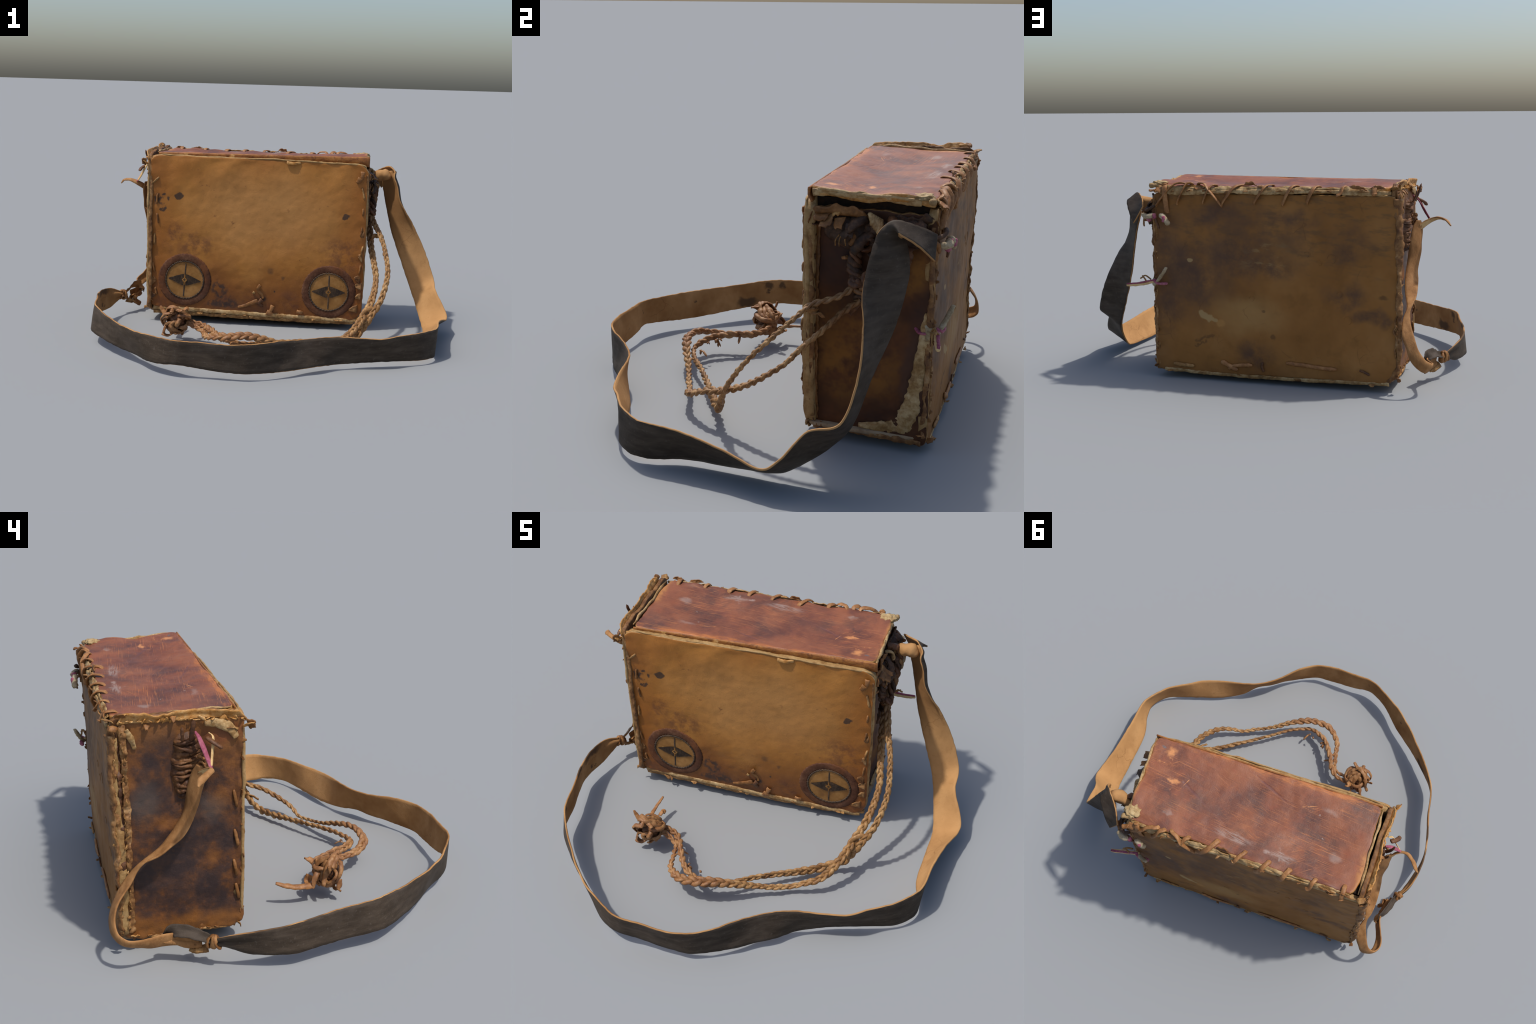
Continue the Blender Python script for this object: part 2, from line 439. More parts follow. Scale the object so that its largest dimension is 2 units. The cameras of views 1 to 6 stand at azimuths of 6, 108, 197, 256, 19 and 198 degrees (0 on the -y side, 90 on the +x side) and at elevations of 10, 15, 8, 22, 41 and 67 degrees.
# ---- lid: polished red-brown leather with knife scratches
def mat_lid():
    m = Mat("red_leather", .5, .45)
    big, mid = m.noise(5, 5, .6, w=1, dist=.4), m.noise(15, 5, .65, w=4)
    c = m.ramp(big, [(.32, (.078, .028, .020)), (.43, (.150, .047, .024)), (.55, (.225, .072, .031)), (.72, (.275, .100, .045))])
    c = m.mix(m.math('MULTIPLY', m.rng(mid, .50, .70), .42), c, (.27, .075, .036))
    c = m.mix(m.math('MULTIPLY', m.rng(m.noise(6, 4, .6, w=8), .50, .70), .30), c, (.20, .085, .048))
    w1 = m.warp(8, .09)
    dk = m.mx(m.spot((-.58, .33, .98), (.10, .06, .3), .7, w1), m.spot((-.15, .63, .98), (.15, .045, .3), .8, w1), m.spot((-.02, .70, .98), (.10, .04, .3), .7, w1), m.spot((.20, .55, .98), (.07, .05, .3), .8, w1),
              m.spot((-.47, .51, .98), (.11, .04, .3), .8, w1), m.spot((-.38, .62, .98), (.10, .05, .3), .8, w1), m.spot((.34, .64, .98), (.06, .06, .3), .8, w1), m.spot((-.30, .72, .98), (.2, .03, .3), .8, w1))
    dk = m.math('MULTIPLY', dk, m.rng(m.noise(17, 4, .6, w=3), .34, .58))
    c = m.mix(m.math('MULTIPLY', dk, .62), c, (.078, .036, .026))
    # bright orange rub along the front edge and lid ends
    y = m.axis(1, m.warp(11, .03)); x = m.axis(0, m.warp(9, .04))
    rub = m.math('MULTIPLY', m.rng(y, .318, .286), m.rng(m.noise(16, 5, .7, m.map((.5, 3, 1)), w=6), .42, .58))
    c = m.mix(m.math('MULTIPLY', rub, .80), c, (.46, .155, .035))
    end = m.math('MULTIPLY', m.mx(m.rng(x, .494, .515), m.math('MULTIPLY', m.rng(x, -.645, -.680), m.rng(m.axis(1), .50, .56))), m.rng(m.noise(18, 4, .6, w=2), .38, .55))
    c = m.mix(m.math('MULTIPLY', end, .7), c, (.46, .20, .055))
    # bundles of scratches
    def sc(rot, sx, thr, w):
        s = m.noise(7, 3, .6, m.map((sx, 1, 1), (0, 0, rot)), w=w)
        return m.rng(s, thr, thr + .06)
    la = sc(.0, 1, .62, 1)
    fine = m.mx(m.math('MULTIPLY', m.rng(m.noise(9, 3, .7, m.map((.7, 30, 1), (0, 0, .10)), w=2), .56, .64), m.rng(m.noise(3, 2, .5, w=5), .42, .6)),
                m.math('MULTIPLY', m.rng(m.noise(9, 3, .7, m.map((.7, 30, 1), (0, 0, -.62)), w=3), .58, .66), m.rng(m.noise(4, 2, .5, w=9), .52, .66)),
                m.math('MULTIPLY', m.rng(m.noise(9, 3, .7, m.map((.8, 34, 1), (0, 0, .42)), w=7), .58, .66), m.rng(m.noise(3, 2, .5, w=11), .52, .66)))
    c = m.mix(m.math('MULTIPLY', fine, .70), c, (.44, .160, .052))
    dfine = m.mx(m.math('MULTIPLY', m.rng(m.noise(8, 3, .7, m.map((.6, 22, 1), (0, 0, .12)), w=13), .57, .68), m.rng(m.noise(3, 2, .5, w=15), .40, .6)), m.math('MULTIPLY', m.rng(m.noise(8, 3, .7, m.map((.6, 20, 1), (0, 0, -.60)), w=14), .60, .70), m.rng(m.noise(3, 2, .5, w=16), .46, .62)))
    c = m.mix(m.math('MULTIPLY', dfine, .60), c, (.085, .034, .024))
    w2 = m.warp(7, .006)
    dl = m.mx(m.seg((.13, .435, .98), (-.26, .59, .98), .006, .6, w2), m.seg((-.0, .31, .98), (-.44, .505, .98), .006, .6, w2), m.seg((-.1, .40, .98), (-.5, .62, .98), .004, .6, w2),
              m.seg((.30, .48, .98), (.02, .62, .98), .006, .8, w2), m.seg((-.52, .47, .98), (-.20, .40, .98), .003, .6, w2))
    c = m.mix(m.math('MULTIPLY', dl, .5), c, (.12, .045, .045))
    brk = m.rng(m.noise(34, 3, .6, w=3), .42, .56)
    ol = m.mx(m.seg((.12, .43, .98), (-.05, .50, .98), .0022, .5, w2), m.seg((-.02, .52, .98), (-.15, .585, .98), .0025, .5, w2), m.seg((.10, .458, .98), (-.11, .382, .98), .002, .5, w2),
              m.seg((.0, .515, .98), (-.38, .372, .98), .002, .5, w2), m.seg((.01, .525, .98), (-.38, .385, .98), .0016, .5, w2), m.seg((-.12, .39, .98), (-.30, .47, .98), .002, .5, w2),
              m.seg((.33, .58, .98), (.28, .46, .98), .0018, .5, w2), m.seg((.38, .62, .98), (.34, .51, .98), .0016, .5, w2), m.seg((-.52, .31, .98), (-.55, .42, .98), .0020, .5, w2), m.seg((-.55, .42, .98), (-.60, .40, .98), .0020, .5, w2))
    c = m.mix(m.math('MULTIPLY', m.math('MULTIPLY', ol, brk), .85), c, (.60, .25, .08))
    # rubbed orange patches and chalky scuffs
    wk = m.warp(26, .014)
    op = m.mx(m.spot((.412, .352, .99), (.024, .026, .1), .45, m.warp(34, .022)), m.spot((.352, .492, .99), (.028, .012, .1), .5, m.warp(34, .022)), m.math('MULTIPLY', m.spot((.43, .40, .99), (.05, .02, .1), .6, wk), m.rng(m.noise(60, 2, .5), .55, .65)))
    c = m.mix(m.math('MULTIPLY', op, m.rng(m.noise(45, 4, .6, w=9), .30, .52, .35, 1)), c, (.52, .215, .075))
    c = m.mix(m.math('MULTIPLY', m.spot((.460, .336, .99), (.013, .007, .1), .4, wk), .8), c, (.11, .09, .09))
    sv = m.rng(m.noise(12, 3, .7, m.map((1, 14, 1), (0, 0, .16)), w=4), .42, .60)
    ch = m.math('MULTIPLY', m.mx(m.spot((-.03, .662, .98), (.09, .022, .1), .6, m.warp(12, .03)), m.spot((-.29, .677, .98), (.060, .016, .1), .6, m.warp(12, .03))), sv)
    ch = m.mx(ch, m.math('MULTIPLY', m.mx(m.seg((-.205, .682, .98), (-.335, .674, .98), .008, .6, m.warp(14, .01)), m.seg((-.268, .640, .98), (-.282, .700, .98), .006, .7, m.warp(14, .01))), m.rng(m.noise(40, 4, .65, w=4), .36, .56, .2, 1)))
    ch = m.mx(ch, m.math('MULTIPLY', m.spot((-.535, .598, .98), (.024, .020, .1), .6, m.warp(20, .03)), .7), m.math('MULTIPLY', m.spot((-.44, .385, .98), (.04, .013, .1), .7, m.warp(30, .03)), .5),
              m.spot((-.392, .429, .98), (.005, .004, .1), .4), m.spot((-.444, .514, .98), (.004, .004, .1), .4), m.math('MULTIPLY', m.spot((.31, .655, .98), (.02, .012, .1), .7, m.warp(30, .03)), .6))
    c = m.mix(m.math('MULTIPLY', ch, .55), c, (.36, .29, .25))
    h = m.math('ADD', m.math('ADD', grain(m, 150), m.math('MULTIPLY', fine, -.8)), m.math('MULTIPLY', m.noise(16, 4, .6), 1.6))
    h = m.math('SUBTRACT', h, m.math('MULTIPLY', dl, 1.2))
    return m.finish(c, h, .25, .005, m.rng(mid, .3, .7, .46, .62))

# ---- left gusset: ochre with dark purple-brown burn patches
def mat_left():
    m = Mat("burnt_hide", .5, .3)
    a = m.math('ADD', m.math('MULTIPLY', m.noise(7, 6, .66, w=2, dist=.4), .62), m.math('MULTIPLY', m.noise(17, 5, .65, w=6), .38))
    z = m.axis(2, m.warp(5, .15))
    w1 = m.warp(7, .12)
    dk = m.mx(m.spot((-.735, .60, .66), (.3, .07, .06), .8, w1), m.spot((-.735, .66, .61), (.3, .05, .05), .8, w1), m.spot((-.735, .61, .48), (.3, .08, .08), .8, w1), m.spot((-.735, .53, .40), (.3, .12, .10), .8, w1), m.spot((-.735, .40, .46), (.3, .06, .12), .8, w1),
              m.spot((-.735, .38, .61), (.3, .04, .05), .8, w1), m.spot((-.735, .50, .24), (.3, .15, .09), .8, w1), m.spot((-.735, .62, .27), (.3, .08, .09), .8, w1), m.spot((-.735, .38, .23), (.3, .06, .07), .8, w1), m.spot((-.735, .36, .38), (.3, .05, .10), .8, w1), m.spot((-.735, .47, .80), (.3, .08, .12), .8, w1), m.spot((-.735, .62, .80), (.3, .04, .06), .9, w1))
    a = m.math('SUBTRACT', m.math('ADD', a, .015), m.math('MULTIPLY', dk, .125))
    c = m.ramp(a, [(.36, (.034, .020, .018)), (.44, (.060, .029, .019)), (.50, (.110, .043, .016)), (.58, (.180, .069, .018)), (.70, (.250, .102, .026))])
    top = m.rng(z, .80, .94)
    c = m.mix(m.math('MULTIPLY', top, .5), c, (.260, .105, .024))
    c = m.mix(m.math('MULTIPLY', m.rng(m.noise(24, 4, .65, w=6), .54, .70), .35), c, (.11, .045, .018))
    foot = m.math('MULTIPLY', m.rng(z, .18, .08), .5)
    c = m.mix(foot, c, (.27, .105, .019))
    gr = m.math('MULTIPLY', m.mx(m.spot((-.735, .64, .64), (.2, .05, .07), .8), m.spot((-.735, .38, .60), (.2, .04, .05), .8)), .45)
    c = m.mix(gr, c, (.11, .085, .07))
    red = m.math('MULTIPLY', m.spot((-.735, .33, .90), (.2, .08, .035), .6), .6)
    c = m.mix(red, c, (.17, .050, .020))
    h = m.math('ADD', grain(m, 150), m.math('MULTIPLY', m.noise(15, 4, .6), 1.8))
    return m.finish(c, h, .28, .005)

# ---- right gusset: very dark red-brown
def mat_right():
    m = Mat("dark_red_hide", .55, .18)
    a = m.noise(5, 6, .62, w=6, dist=.4)
    c = m.ramp(a, [(.30, (.030, .013, .009)), (.48, (.060, .022, .010)), (.62, (.100, .036, .012)), (.78, (.140, .054, .016))])
    w1 = m.warp(6, .10)
    amber = m.math('MULTIPLY', m.mx(m.spot((.49, .46, .36), (.2, .17, .17), .7, w1), m.spot((.49, .70, .72), (.2, .06, .1), .7, w1)), m.rng(m.noise(9, 4, .6, w=3), .35, .6))
    c = m.mix(m.math('MULTIPLY', amber, .75), c, (.250, .105, .018))
    c = m.mix(m.math('MULTIPLY', m.spot((.49, .70, .36), (.2, .035, .16), .6, w1), .6), c, (.055, .030, .024))
    c = m.mix(m.math('MULTIPLY', m.rng(m.noise(30, 4, .65, w=2), .55, .72), .35), c, (.05, .022, .014))
    h = m.math('ADD', grain(m, 150), m.math('MULTIPLY', m.noise(12, 4, .6), 2.0))
    return m.finish(c, h, .28, .005)

def mat_simple(name, stops, scale=9, rough=.6, spec=.25, fibre=None, bump=.3, bs=120, w=0.0, dirt=None):
    m = Mat(name, rough, spec)
    vec = m.map(fibre) if fibre else None
    a = m.math('ADD', m.math('MULTIPLY', m.noise(scale, 5, .62, vec, w=w), .65), m.math('MULTIPLY', m.noise(scale * 4.3, 4, .6, vec, w=w + 3), .35))
    n = len(stops)
    c = m.ramp(a, [(lerp(.34, .66, k / (n - 1)), s) for k, s in enumerate(stops)])
    if dirt:
        c = m.mix(m.math('MULTIPLY', m.rng(m.noise(scale * 2.1, 4, .62, w=w + 7), .52, .66), dirt[1]), c, dirt[0])
    h = m.math('ADD', m.noise(bs, 4, .6, vec), m.math('MULTIPLY', m.noise(bs * .25, 4, .6), 1.2))
    return m.finish(c, h, bump, .004)

M_FRONT, M_BACK, M_LID, M_LEFT, M_RIGHT = mat_front(), mat_back(), mat_lid(), mat_left(), mat_right()
M_RAW = mat_simple("pale_rawhide", [(.16, .078, .024), (.28, .160, .058), (.42, .280, .130), (.52, .38, .20)], 16, .6, .25, None, .4, 110, 1, ((.16, .075, .025), .6))
M_RAWDARK = mat_simple("brown_rawhide", [(.085, .040, .016), (.19, .088, .026), (.34, .185, .065), (.43, .27, .12)], 18, .6, .25, None, .45, 110, 4, ((.07, .032, .015), .6))
M_PIPE = mat_simple("tan_piping_hide", [(.22, .115, .036), (.33, .200, .078), (.42, .280, .130)], 14, .6, .25, None, .35, 110, 11, ((.15, .068, .020), .55))
M_BASE = mat_simple("greyed_base_hide", [(.20, .125, .070), (.30, .210, .125), (.38, .28, .18)], 10, .7, .2, None, .3, 110, 12, ((.12, .065, .032), .5))
M_TURN = mat_simple("rubbed_red_edge", [(.110, .034, .014), (.235, .085, .022), (.33, .135, .032), (.40, .20, .07)], 15, .5, .3, (1, 1, 2.5), .35, 120, 17, ((.085, .028, .016), .6))
M_FOLD = mat_simple("crumpled_fold_hide", [(.060, .026, .012), (.150, .066, .022), (.26, .130, .046), (.40, .26, .13)], 13, .6, .25, None, .45, 110, 14, ((.10, .040, .016), .7))
M_EDGE = mat_simple("worn_ochre_edge", [(.20, .082, .018), (.37, .165, .036), (.46, .25, .085), (.54, .36, .17)], 22, .55, .28, None, .4, 120, 2, ((.15, .058, .016), .5))
M_BONE = mat_simple("cream_hide", [(.20, .105, .040), (.34, .225, .100), (.48, .36, .19)], 20, .6, .25, None, .5, 90, 3)
M_THONG = mat_simple("thong_leather", [(.15, .060, .020), (.28, .125, .042), (.42, .215, .085)], 24, .5, .3, None, .35, 120, 5)
M_THONGD = mat_simple("dark_thong_leather", [(.045, .020, .011), (.10, .042, .018), (.19, .082, .030)], 22, .5, .3, None, .4, 110, 6)
M_TAB = mat_simple("torn_tab_leather", [(.080, .034, .012), (.185, .077, .021), (.31, .145, .048)], 17, .55, .28, None, .4, 120, 8)
M_LASH = mat_simple("lashing_leather", [(.030, .015, .010), (.075, .032, .015), (.150, .065, .023), (.27, .14, .055)], 11, .55, .25, None, .4, 110, 16)
M_RAG = mat_simple("blackened_leather", [(.018, .012, .010), (.050, .026, .015), (.12, .058, .028)], 20, .6, .25, None, .45, 100, 9)
M_CLOTH = mat_simple("dirty_cotton", [(.20, .13, .07), (.36, .28, .17), (.48, .41, .30)], 30, .9, .1, None, .5, 260, 2)
M_PINK = mat_simple("pink_ribbon", [(.17, .035, .060), (.30, .080, .120), (.42, .18, .20)], 30, .75, .15, None, .3, 260, 3)
M_RIBTAN = mat_simple("faded_ribbon", [(.44, .27, .115), (.60, .40, .18), (.68, .48, .25)], 24, .7, .2, None, .3, 200, 4)
M_DARK = mat_simple("dark_fill", [(.010, .007, .006), (.022, .014, .010), (.045, .024, .012)], 12, .8, .1, None, .4, 60, 5)  # near-black colour standing in for the unlit inside of the case
M_TAILS = mat_simple("suede_strip", [(.17, .075, .024), (.29, .140, .050), (.42, .225, .090)], 11, .7, .2, (1, 1, .5), .3, 200, 7)

def mat_strap_out():
    m = Mat("black_grain_leather", .62, .14)
    st = m.noise(8, 5, .65, m.map((1, 1, 5)), w=2)
    c = m.ramp(st, [(.30, (.030, .021, .014)), (.50, (.050, .036, .025)), (.68, (.076, .056, .040))])
    c = m.mix(m.math('MULTIPLY', m.rng(m.noise(4.2, 5, .6, w=7, dist=.8), .46, .74), .65), c, (.092, .072, .058))
    c = m.mix(m.math('MULTIPLY', m.rng(m.noise(70, 3, .6, w=5), .58, .72), .35), c, (.12, .10, .085))
    return m.finish(c, grain(m, 190), .25, .004)

def mat_strap_in():
    m = Mat("tan_suede", .8, .15)
    a = m.noise(6, 5, .6, w=3)
    c = m.ramp(a, [(.30, (.235, .108, .034)), (.50, (.345, .178, .066)), (.70, (.47, .265, .110))])
    c = m.mix(m.math('MULTIPLY', m.rng(m.axis(0, m.warp(5, .1)), .15, .75), .45), c, (.52, .29, .12))
    c = m.mix(m.math('MULTIPLY', m.rng(m.noise(5, 5, .65, m.map((1, 1, .5)), w=9), .50, .70), .40), c, (.24, .115, .042))
    c = m.mix(m.math('MULTIPLY', m.spot((.66, .63, .68), (.16, .2, .17), .7), .55), c, (.20, .095, .036))
    c = m.mix(m.math('MULTIPLY', m.rng(m.noise(40, 4, .65, w=2), .54, .72), .25), c, (.24, .11, .04))
    ink = m.math('MULTIPLY', m.rng(m.noise(15, 3, .55, w=12), .64, .70), m.rng(m.axis(0), .2, -.3))
    w = m.warp(18, .03)
    spots = m.mx(ink, m.spot((-.80, -.40, .09), (.06, .06, .03), .3, w), m.spot((-.95, .03, .19), (.06, .05, .025), .3, w), m.spot((-.97, .20, .17), (.06, .09, .02), .4, w),
                 m.spot((-.90, -.24, .17), (.02, .02, .02), .4, w), m.spot((-.87, -.30, .17), (.02, .03, .015), .4, w))
    c = m.mix(m.math('MULTIPLY', spots, .80), c, (.055, .036, .024))
    cr = m.math('MULTIPLY', m.rng(m.vor(9, 'DISTANCE_TO_EDGE', m.warp(7, .08)), .02, .004), m.rng(m.noise(5, 2, .5, w=8), .54, .64))
    c = m.mix(m.math('MULTIPLY', cr, .4), c, (.14, .06, .022))
    return m.finish(c, m.math('ADD', grain(m, 220), m.math('MULTIPLY', m.noise(18, 4, .6), 1.5)), .3, .004)

def mat_cord():
    m = Mat("cord_leather", .5, .3)
    a = m.math('ADD', m.math('MULTIPLY', m.noise(14, 5, .6, w=2), .6), m.math('MULTIPLY', m.noise(70, 4, .6, w=4), .4))
    c = m.ramp(a, [(.36, (.105, .046, .017)), (.49, (.25, .125, .042)), (.62, (.44, .265, .110))])
    red = m.rng(m.axis(0, m.warp(4, .2)), .18, -.12)
    c = m.mix(m.math('MULTIPLY', red, .38), c, (.25, .100, .045))
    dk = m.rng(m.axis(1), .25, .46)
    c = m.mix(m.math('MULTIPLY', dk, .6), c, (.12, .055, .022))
    return m.finish(c, grain(m, 150), .3, .004)

def mat_ring():
    m = Mat("plum_felt", .85, .12)
    a = m.math('ADD', m.math('MULTIPLY', m.noise(14, 5, .62), .6), m.math('MULTIPLY', m.noise(80, 4, .6), .4))
    c = m.ramp(a, [(.36, (.062, .025, .014)), (.50, (.100, .043, .024)), (.64, (.155, .075, .042))])
    c = m.mix(m.math('MULTIPLY', m.rng(m.noise(9, 5, .65, w=5), .45, .66), .65), c, (.180, .064, .022))
    c = m.mix(m.math('MULTIPLY', m.rng(m.noise(9, 4, .6, w=8), .55, .70), .4), c, (.055, .035, .030))
    return m.finish(c, m.noise(170, 4, .65), .4, .004)

def mat_disc():
    m = Mat("tan_disc_hide", .6, .25)
    a = m.noise(13, 6, .65, w=3)
    c = m.ramp(a, [(.30, (.170, .072, .018)), (.50, (.265, .125, .032)), (.70, (.350, .180, .058))])
    sp = m.math('MULTIPLY', m.rng(m.noise(60, 3, .6, w=4), .62, .68), m.rng(m.noise(7, 2, .5, w=2), .46, .6))
    c = m.mix(m.math('MULTIPLY', sp, .8), c, (.56, .36, .13))
    c = m.mix(m.math('MULTIPLY', m.rng(m.noise(30, 4, .6, w=6), .56, .7), .4), c, (.15, .06, .02))
    return m.finish(c, grain(m, 170), .25, .004)

M_STRAPO, M_STRAPI, M_CORD, M_RING, M_DISC = mat_strap_out(), mat_strap_in(), mat_cord(), mat_ring(), mat_disc()
M_INK = mat_simple("black_embroidery", [(.036, .026, .021), (.070, .048, .034), (.150, .090, .048)], 20, .75, .15, None, .5, 300, 2)

# ------------------------------------------------------------------ stiff hide panels
def panel(name, corners, normal, thick, nu, nv, radii, disp, mats, edge=.004, er=.012, es=9.0, seed=0.0, parent=None):
    """slab with rounded, wandering outline; corners 00,10,11,01; disp(u,v,p) pushes along the normal."""
    c00, c10, c11, c01 = [V(c) for c in corners]
    N = V(normal).normalized()
    a = ((c10 - c00).length + (c11 - c01).length) / 2
    b = ((c01 - c00).length + (c11 - c10).length) / 2
    def rad(x, y):
        return radii[(1 if x > 0 else 0) if y < 0 else (2 if x > 0 else 3)]
    def sdf(x, y):
        r = rad(x, y)
        qx, qy = abs(x) - a / 2 + r, abs(y) - b / 2 + r
        return math.hypot(max(qx, 0), max(qy, 0)) + min(max(qx, qy), 0) - r
    vs, fs, ix = [], [], []
    gi = {}
    for j in range(nv + 1):
        for i in range(nu + 1):
            x, y = (i / nu - .5) * a, (j / nv - .5) * b
            rho = max(abs(x) / (a / 2), abs(y) / (b / 2))
            if rho > 1e-6:
                bx, by = x / rho, y / rho
                k = 1.0
                if sdf(bx, by) > 1e-6:
                    lo, hi = .5, 1.0
                    for _ in range(16):
                        mid = (lo + hi) / 2
                        if sdf(bx * mid, by * mid) > 0:
                            hi = mid
                        else:
                            lo = mid
                    k = lo
                w = rho ** 6
                k = lerp(1, k, w)
                k *= 1 + (edge * fbm((bx, by, 0), es, seed, 3)) / (min(a, b) / 2) * rho ** 10
                x, y = x * k, y * k
            u, v = x / a + .5, y / b + .5
            p = (c00 * (1 - u) + c10 * u) * (1 - v) + (c01 * (1 - u) + c11 * u) * v
            p = p + N * disp(u, v, p)
            gi[i, j] = len(vs)
            vs.append(p)
    for j in range(nv):
        for i in range(nu):
            fs.append((gi[i, j], gi[i + 1, j], gi[i + 1, j + 1], gi[i, j + 1])); ix.append(0)
    loop = [gi[i, 0] for i in range(nu)] + [gi[nu, j] for j in range(nv)] + [gi[i, nv] for i in range(nu, 0, -1)] + [gi[0, j] for j in range(nv, 0, -1)]
    m = len(loop)
    outd = []
    for k in range(m):
        t = vs[loop[(k + 2) % m]] - vs[loop[k - 2]]
        outd.append(t.cross(N).normalized())
    prev = loop
    for q in (1, 2, 3, 4):
        th = q / 4 * math.pi / 2
        cur = []
        for k in range(m):
            cur.append(len(vs))
            vs.append(vs[loop[k]] + outd[k] * er * math.sin(th) - N * er * (1 - math.cos(th)))
        for k in range(m):
            k2 = (k + 1) % m
            fs.append((prev[k], cur[k], cur[k2], prev[k2])); ix.append(0 if q < 3 else 1)
        prev = cur
    for d in (.5, 1.0):
        cur = []
        for k in range(m):
            cur.append(len(vs))
            p = vs[prev[k]]
            base = vs[loop[k]] + outd[k] * er
            vs.append(base - N * (er + (thick - er) * d) + outd[k] * .004 * fbm(base, 40, seed + d, 3))
        for k in range(m):
            k2 = (k + 1) % m
            fs.append((prev[k], cur[k], cur[k2], prev[k2])); ix.append(1)
        prev = cur
    c = len(vs)
    vs.append(sum((vs[i] for i in prev), V()) / m)
    for k in range(m):
        fs.append((c, prev[(k + 1) % m], prev[k])); ix.append(1)
    # consistent outward winding
    f0 = fs[len(fs) // 3 if nu * nv > len(fs) // 3 else 0]
    e1, e2 = vs[f0[1]] - vs[f0[0]], vs[f0[2]] - vs[f0[0]]
    if e1.cross(e2).dot(N) < 0:
        fs = [tuple(reversed(q)) for q in fs]
    ob = make(name, (vs, fs), mats, parent, ix)
    return ob, BVHTree.FromPolygons(vs, fs)

def bulge(u, v, h):
    return h * (1 - (2 * u - 1) ** 4) * (1 - (2 * v - 1) ** 4)

def d_front(u, v, p):
    d = bulge(u, v, .008) + .006 * math.exp(-((u - .5) / .28) ** 2 - ((v - .36) / .28) ** 2) - .004 * sstep(.7, 1, u) * sstep(.35, .1, v) + .0035 * fbm(p, 5, 1, 4) + .0012 * fbm(p, 22, 2, 3)
    # soft folds under the top edge
    d += .003 * sstep(.80, .92, v) * math.sin(u * 23 + 5 * nz(p, 3, 4)) * (1 - sstep(.97, 1, v))
    d += .008 * math.exp(-((u - .25) / .25) ** 2) * sstep(.70, .92, v)
    d -= .007 * math.exp(-((u - .09) / .035) ** 2) * sstep(.84, .97, v)
    # pucker where thongs pull the edges in
    d -= .004 * (sstep(.94, 1, u) + sstep(.06, 0, u)) * (.5 + .5 * math.sin(v * 55))
    return d

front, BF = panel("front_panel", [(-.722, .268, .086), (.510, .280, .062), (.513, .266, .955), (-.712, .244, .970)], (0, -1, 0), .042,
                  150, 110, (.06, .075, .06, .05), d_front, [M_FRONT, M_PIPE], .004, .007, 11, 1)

def d_back(u, v, p):
    d = bulge(u, v, .009) + .008 * math.exp(-((u - .45) / .28) ** 2 - ((v - .42) / .3) ** 2) + .006 * sstep(.8, .95, u) * sstep(.45, .7, v) - .013 * math.exp(-((u - .86) / .16) ** 2 - ((v - .36) / .26) ** 2) + .004 * fbm(p, 4, 6, 4) + .0013 * fbm(p, 24, 7, 3)
    d -= .004 * (sstep(.94, 1, u) + sstep(.06, 0, u)) * (.5 + .5 * math.sin(v * 60))
    return d

back, BB = panel("back_panel", [(.493, .768, .042), (-.742, .764, .054), (-.730, .762, .938), (.496, .764, .934)], (0, 1, 0), .035,
                 150, 110, (.035, .075, .04, .035), d_back, [M_BACK, M_PIPE], .004, .007, 11, 3)

def d_lid(u, v, p):
    d = .004 * fbm(p, 4, 9, 3) + .0018 * fbm(p, 16, 3, 3)
    d -= .018 * math.exp(-((u - .55) / .28) ** 2 - ((v - .32) / .24) ** 2)
    d -= .020 * math.exp(-((u - .18) / .18) ** 2 - ((v - .60) / .28) ** 2)
    d -= .009 * math.exp(-((u - .62) / .30) ** 2 - ((v - .60) / .30) ** 2)
    d += .012 * sstep(.72, .95, u) * sstep(.45, .75, v) * (1 - .5 * sstep(.9, 1, v))
    d += .004 * sstep(.93, 1, u) * math.sin(v * 9 + 1)
    d += .004 * math.sin(u * 31 + 1.2) * sstep(.9, 1, v)
    d += .016 * math.exp(-((u - .12) / .035) ** 2) * sstep(.92, 1, v)
    return d

lid, BL = panel("lid", [(-.672, .278, .990), (.508, .300, 1.002), (.494, .742, .976), (-.682, .742, .982)], (0, 0, 1), .030,
                140, 60, (.02, .045, .02, .02), d_lid, [M_LID, M_EDGE], .006, .008, 8, 4)

def d_left(u, v, p):
    d = bulge(u, v, .004) + .005 * fbm(p, 6, 12, 4) + .0016 * fbm(p, 26, 13, 3)
    d -= .012 * math.exp(-((u - .62) / .12) ** 2 - ((v - .80) / .2) ** 2)
    d -= .010 * math.exp(-((u - .68) / .22) ** 2 - ((v - .5) / .35) ** 2)
    d += .008 * sstep(.16, .02, v)
    d -= .010 * math.exp(-((u - .50) / .20) ** 2 - ((v - .68) / .16) ** 2)
    d += .006 * (sstep(.93, .985, u) + sstep(.05, .01, v)) * fbm(p, 17, 44, 3)
    d -= .005 * math.exp(-((u - .945) / .014) ** 2) * (.6 + nz(p, 9, 5))
    return d

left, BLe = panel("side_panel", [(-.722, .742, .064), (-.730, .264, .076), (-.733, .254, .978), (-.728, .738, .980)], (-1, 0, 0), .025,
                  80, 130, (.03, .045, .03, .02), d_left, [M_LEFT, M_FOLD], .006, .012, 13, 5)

def d_right(u, v, p):
    d = bulge(u, v, .001) - .013 * math.exp(-((u - .30) / .25) ** 2 - ((v - .28) / .25) ** 2) + .005 * fbm(p, 5, 15, 4) + .0015 * fbm(p, 24, 16, 3)
    d -= .012 * math.exp(-((u - .4) / .25) ** 2 - ((v - .62) / .3) ** 2)
    return d

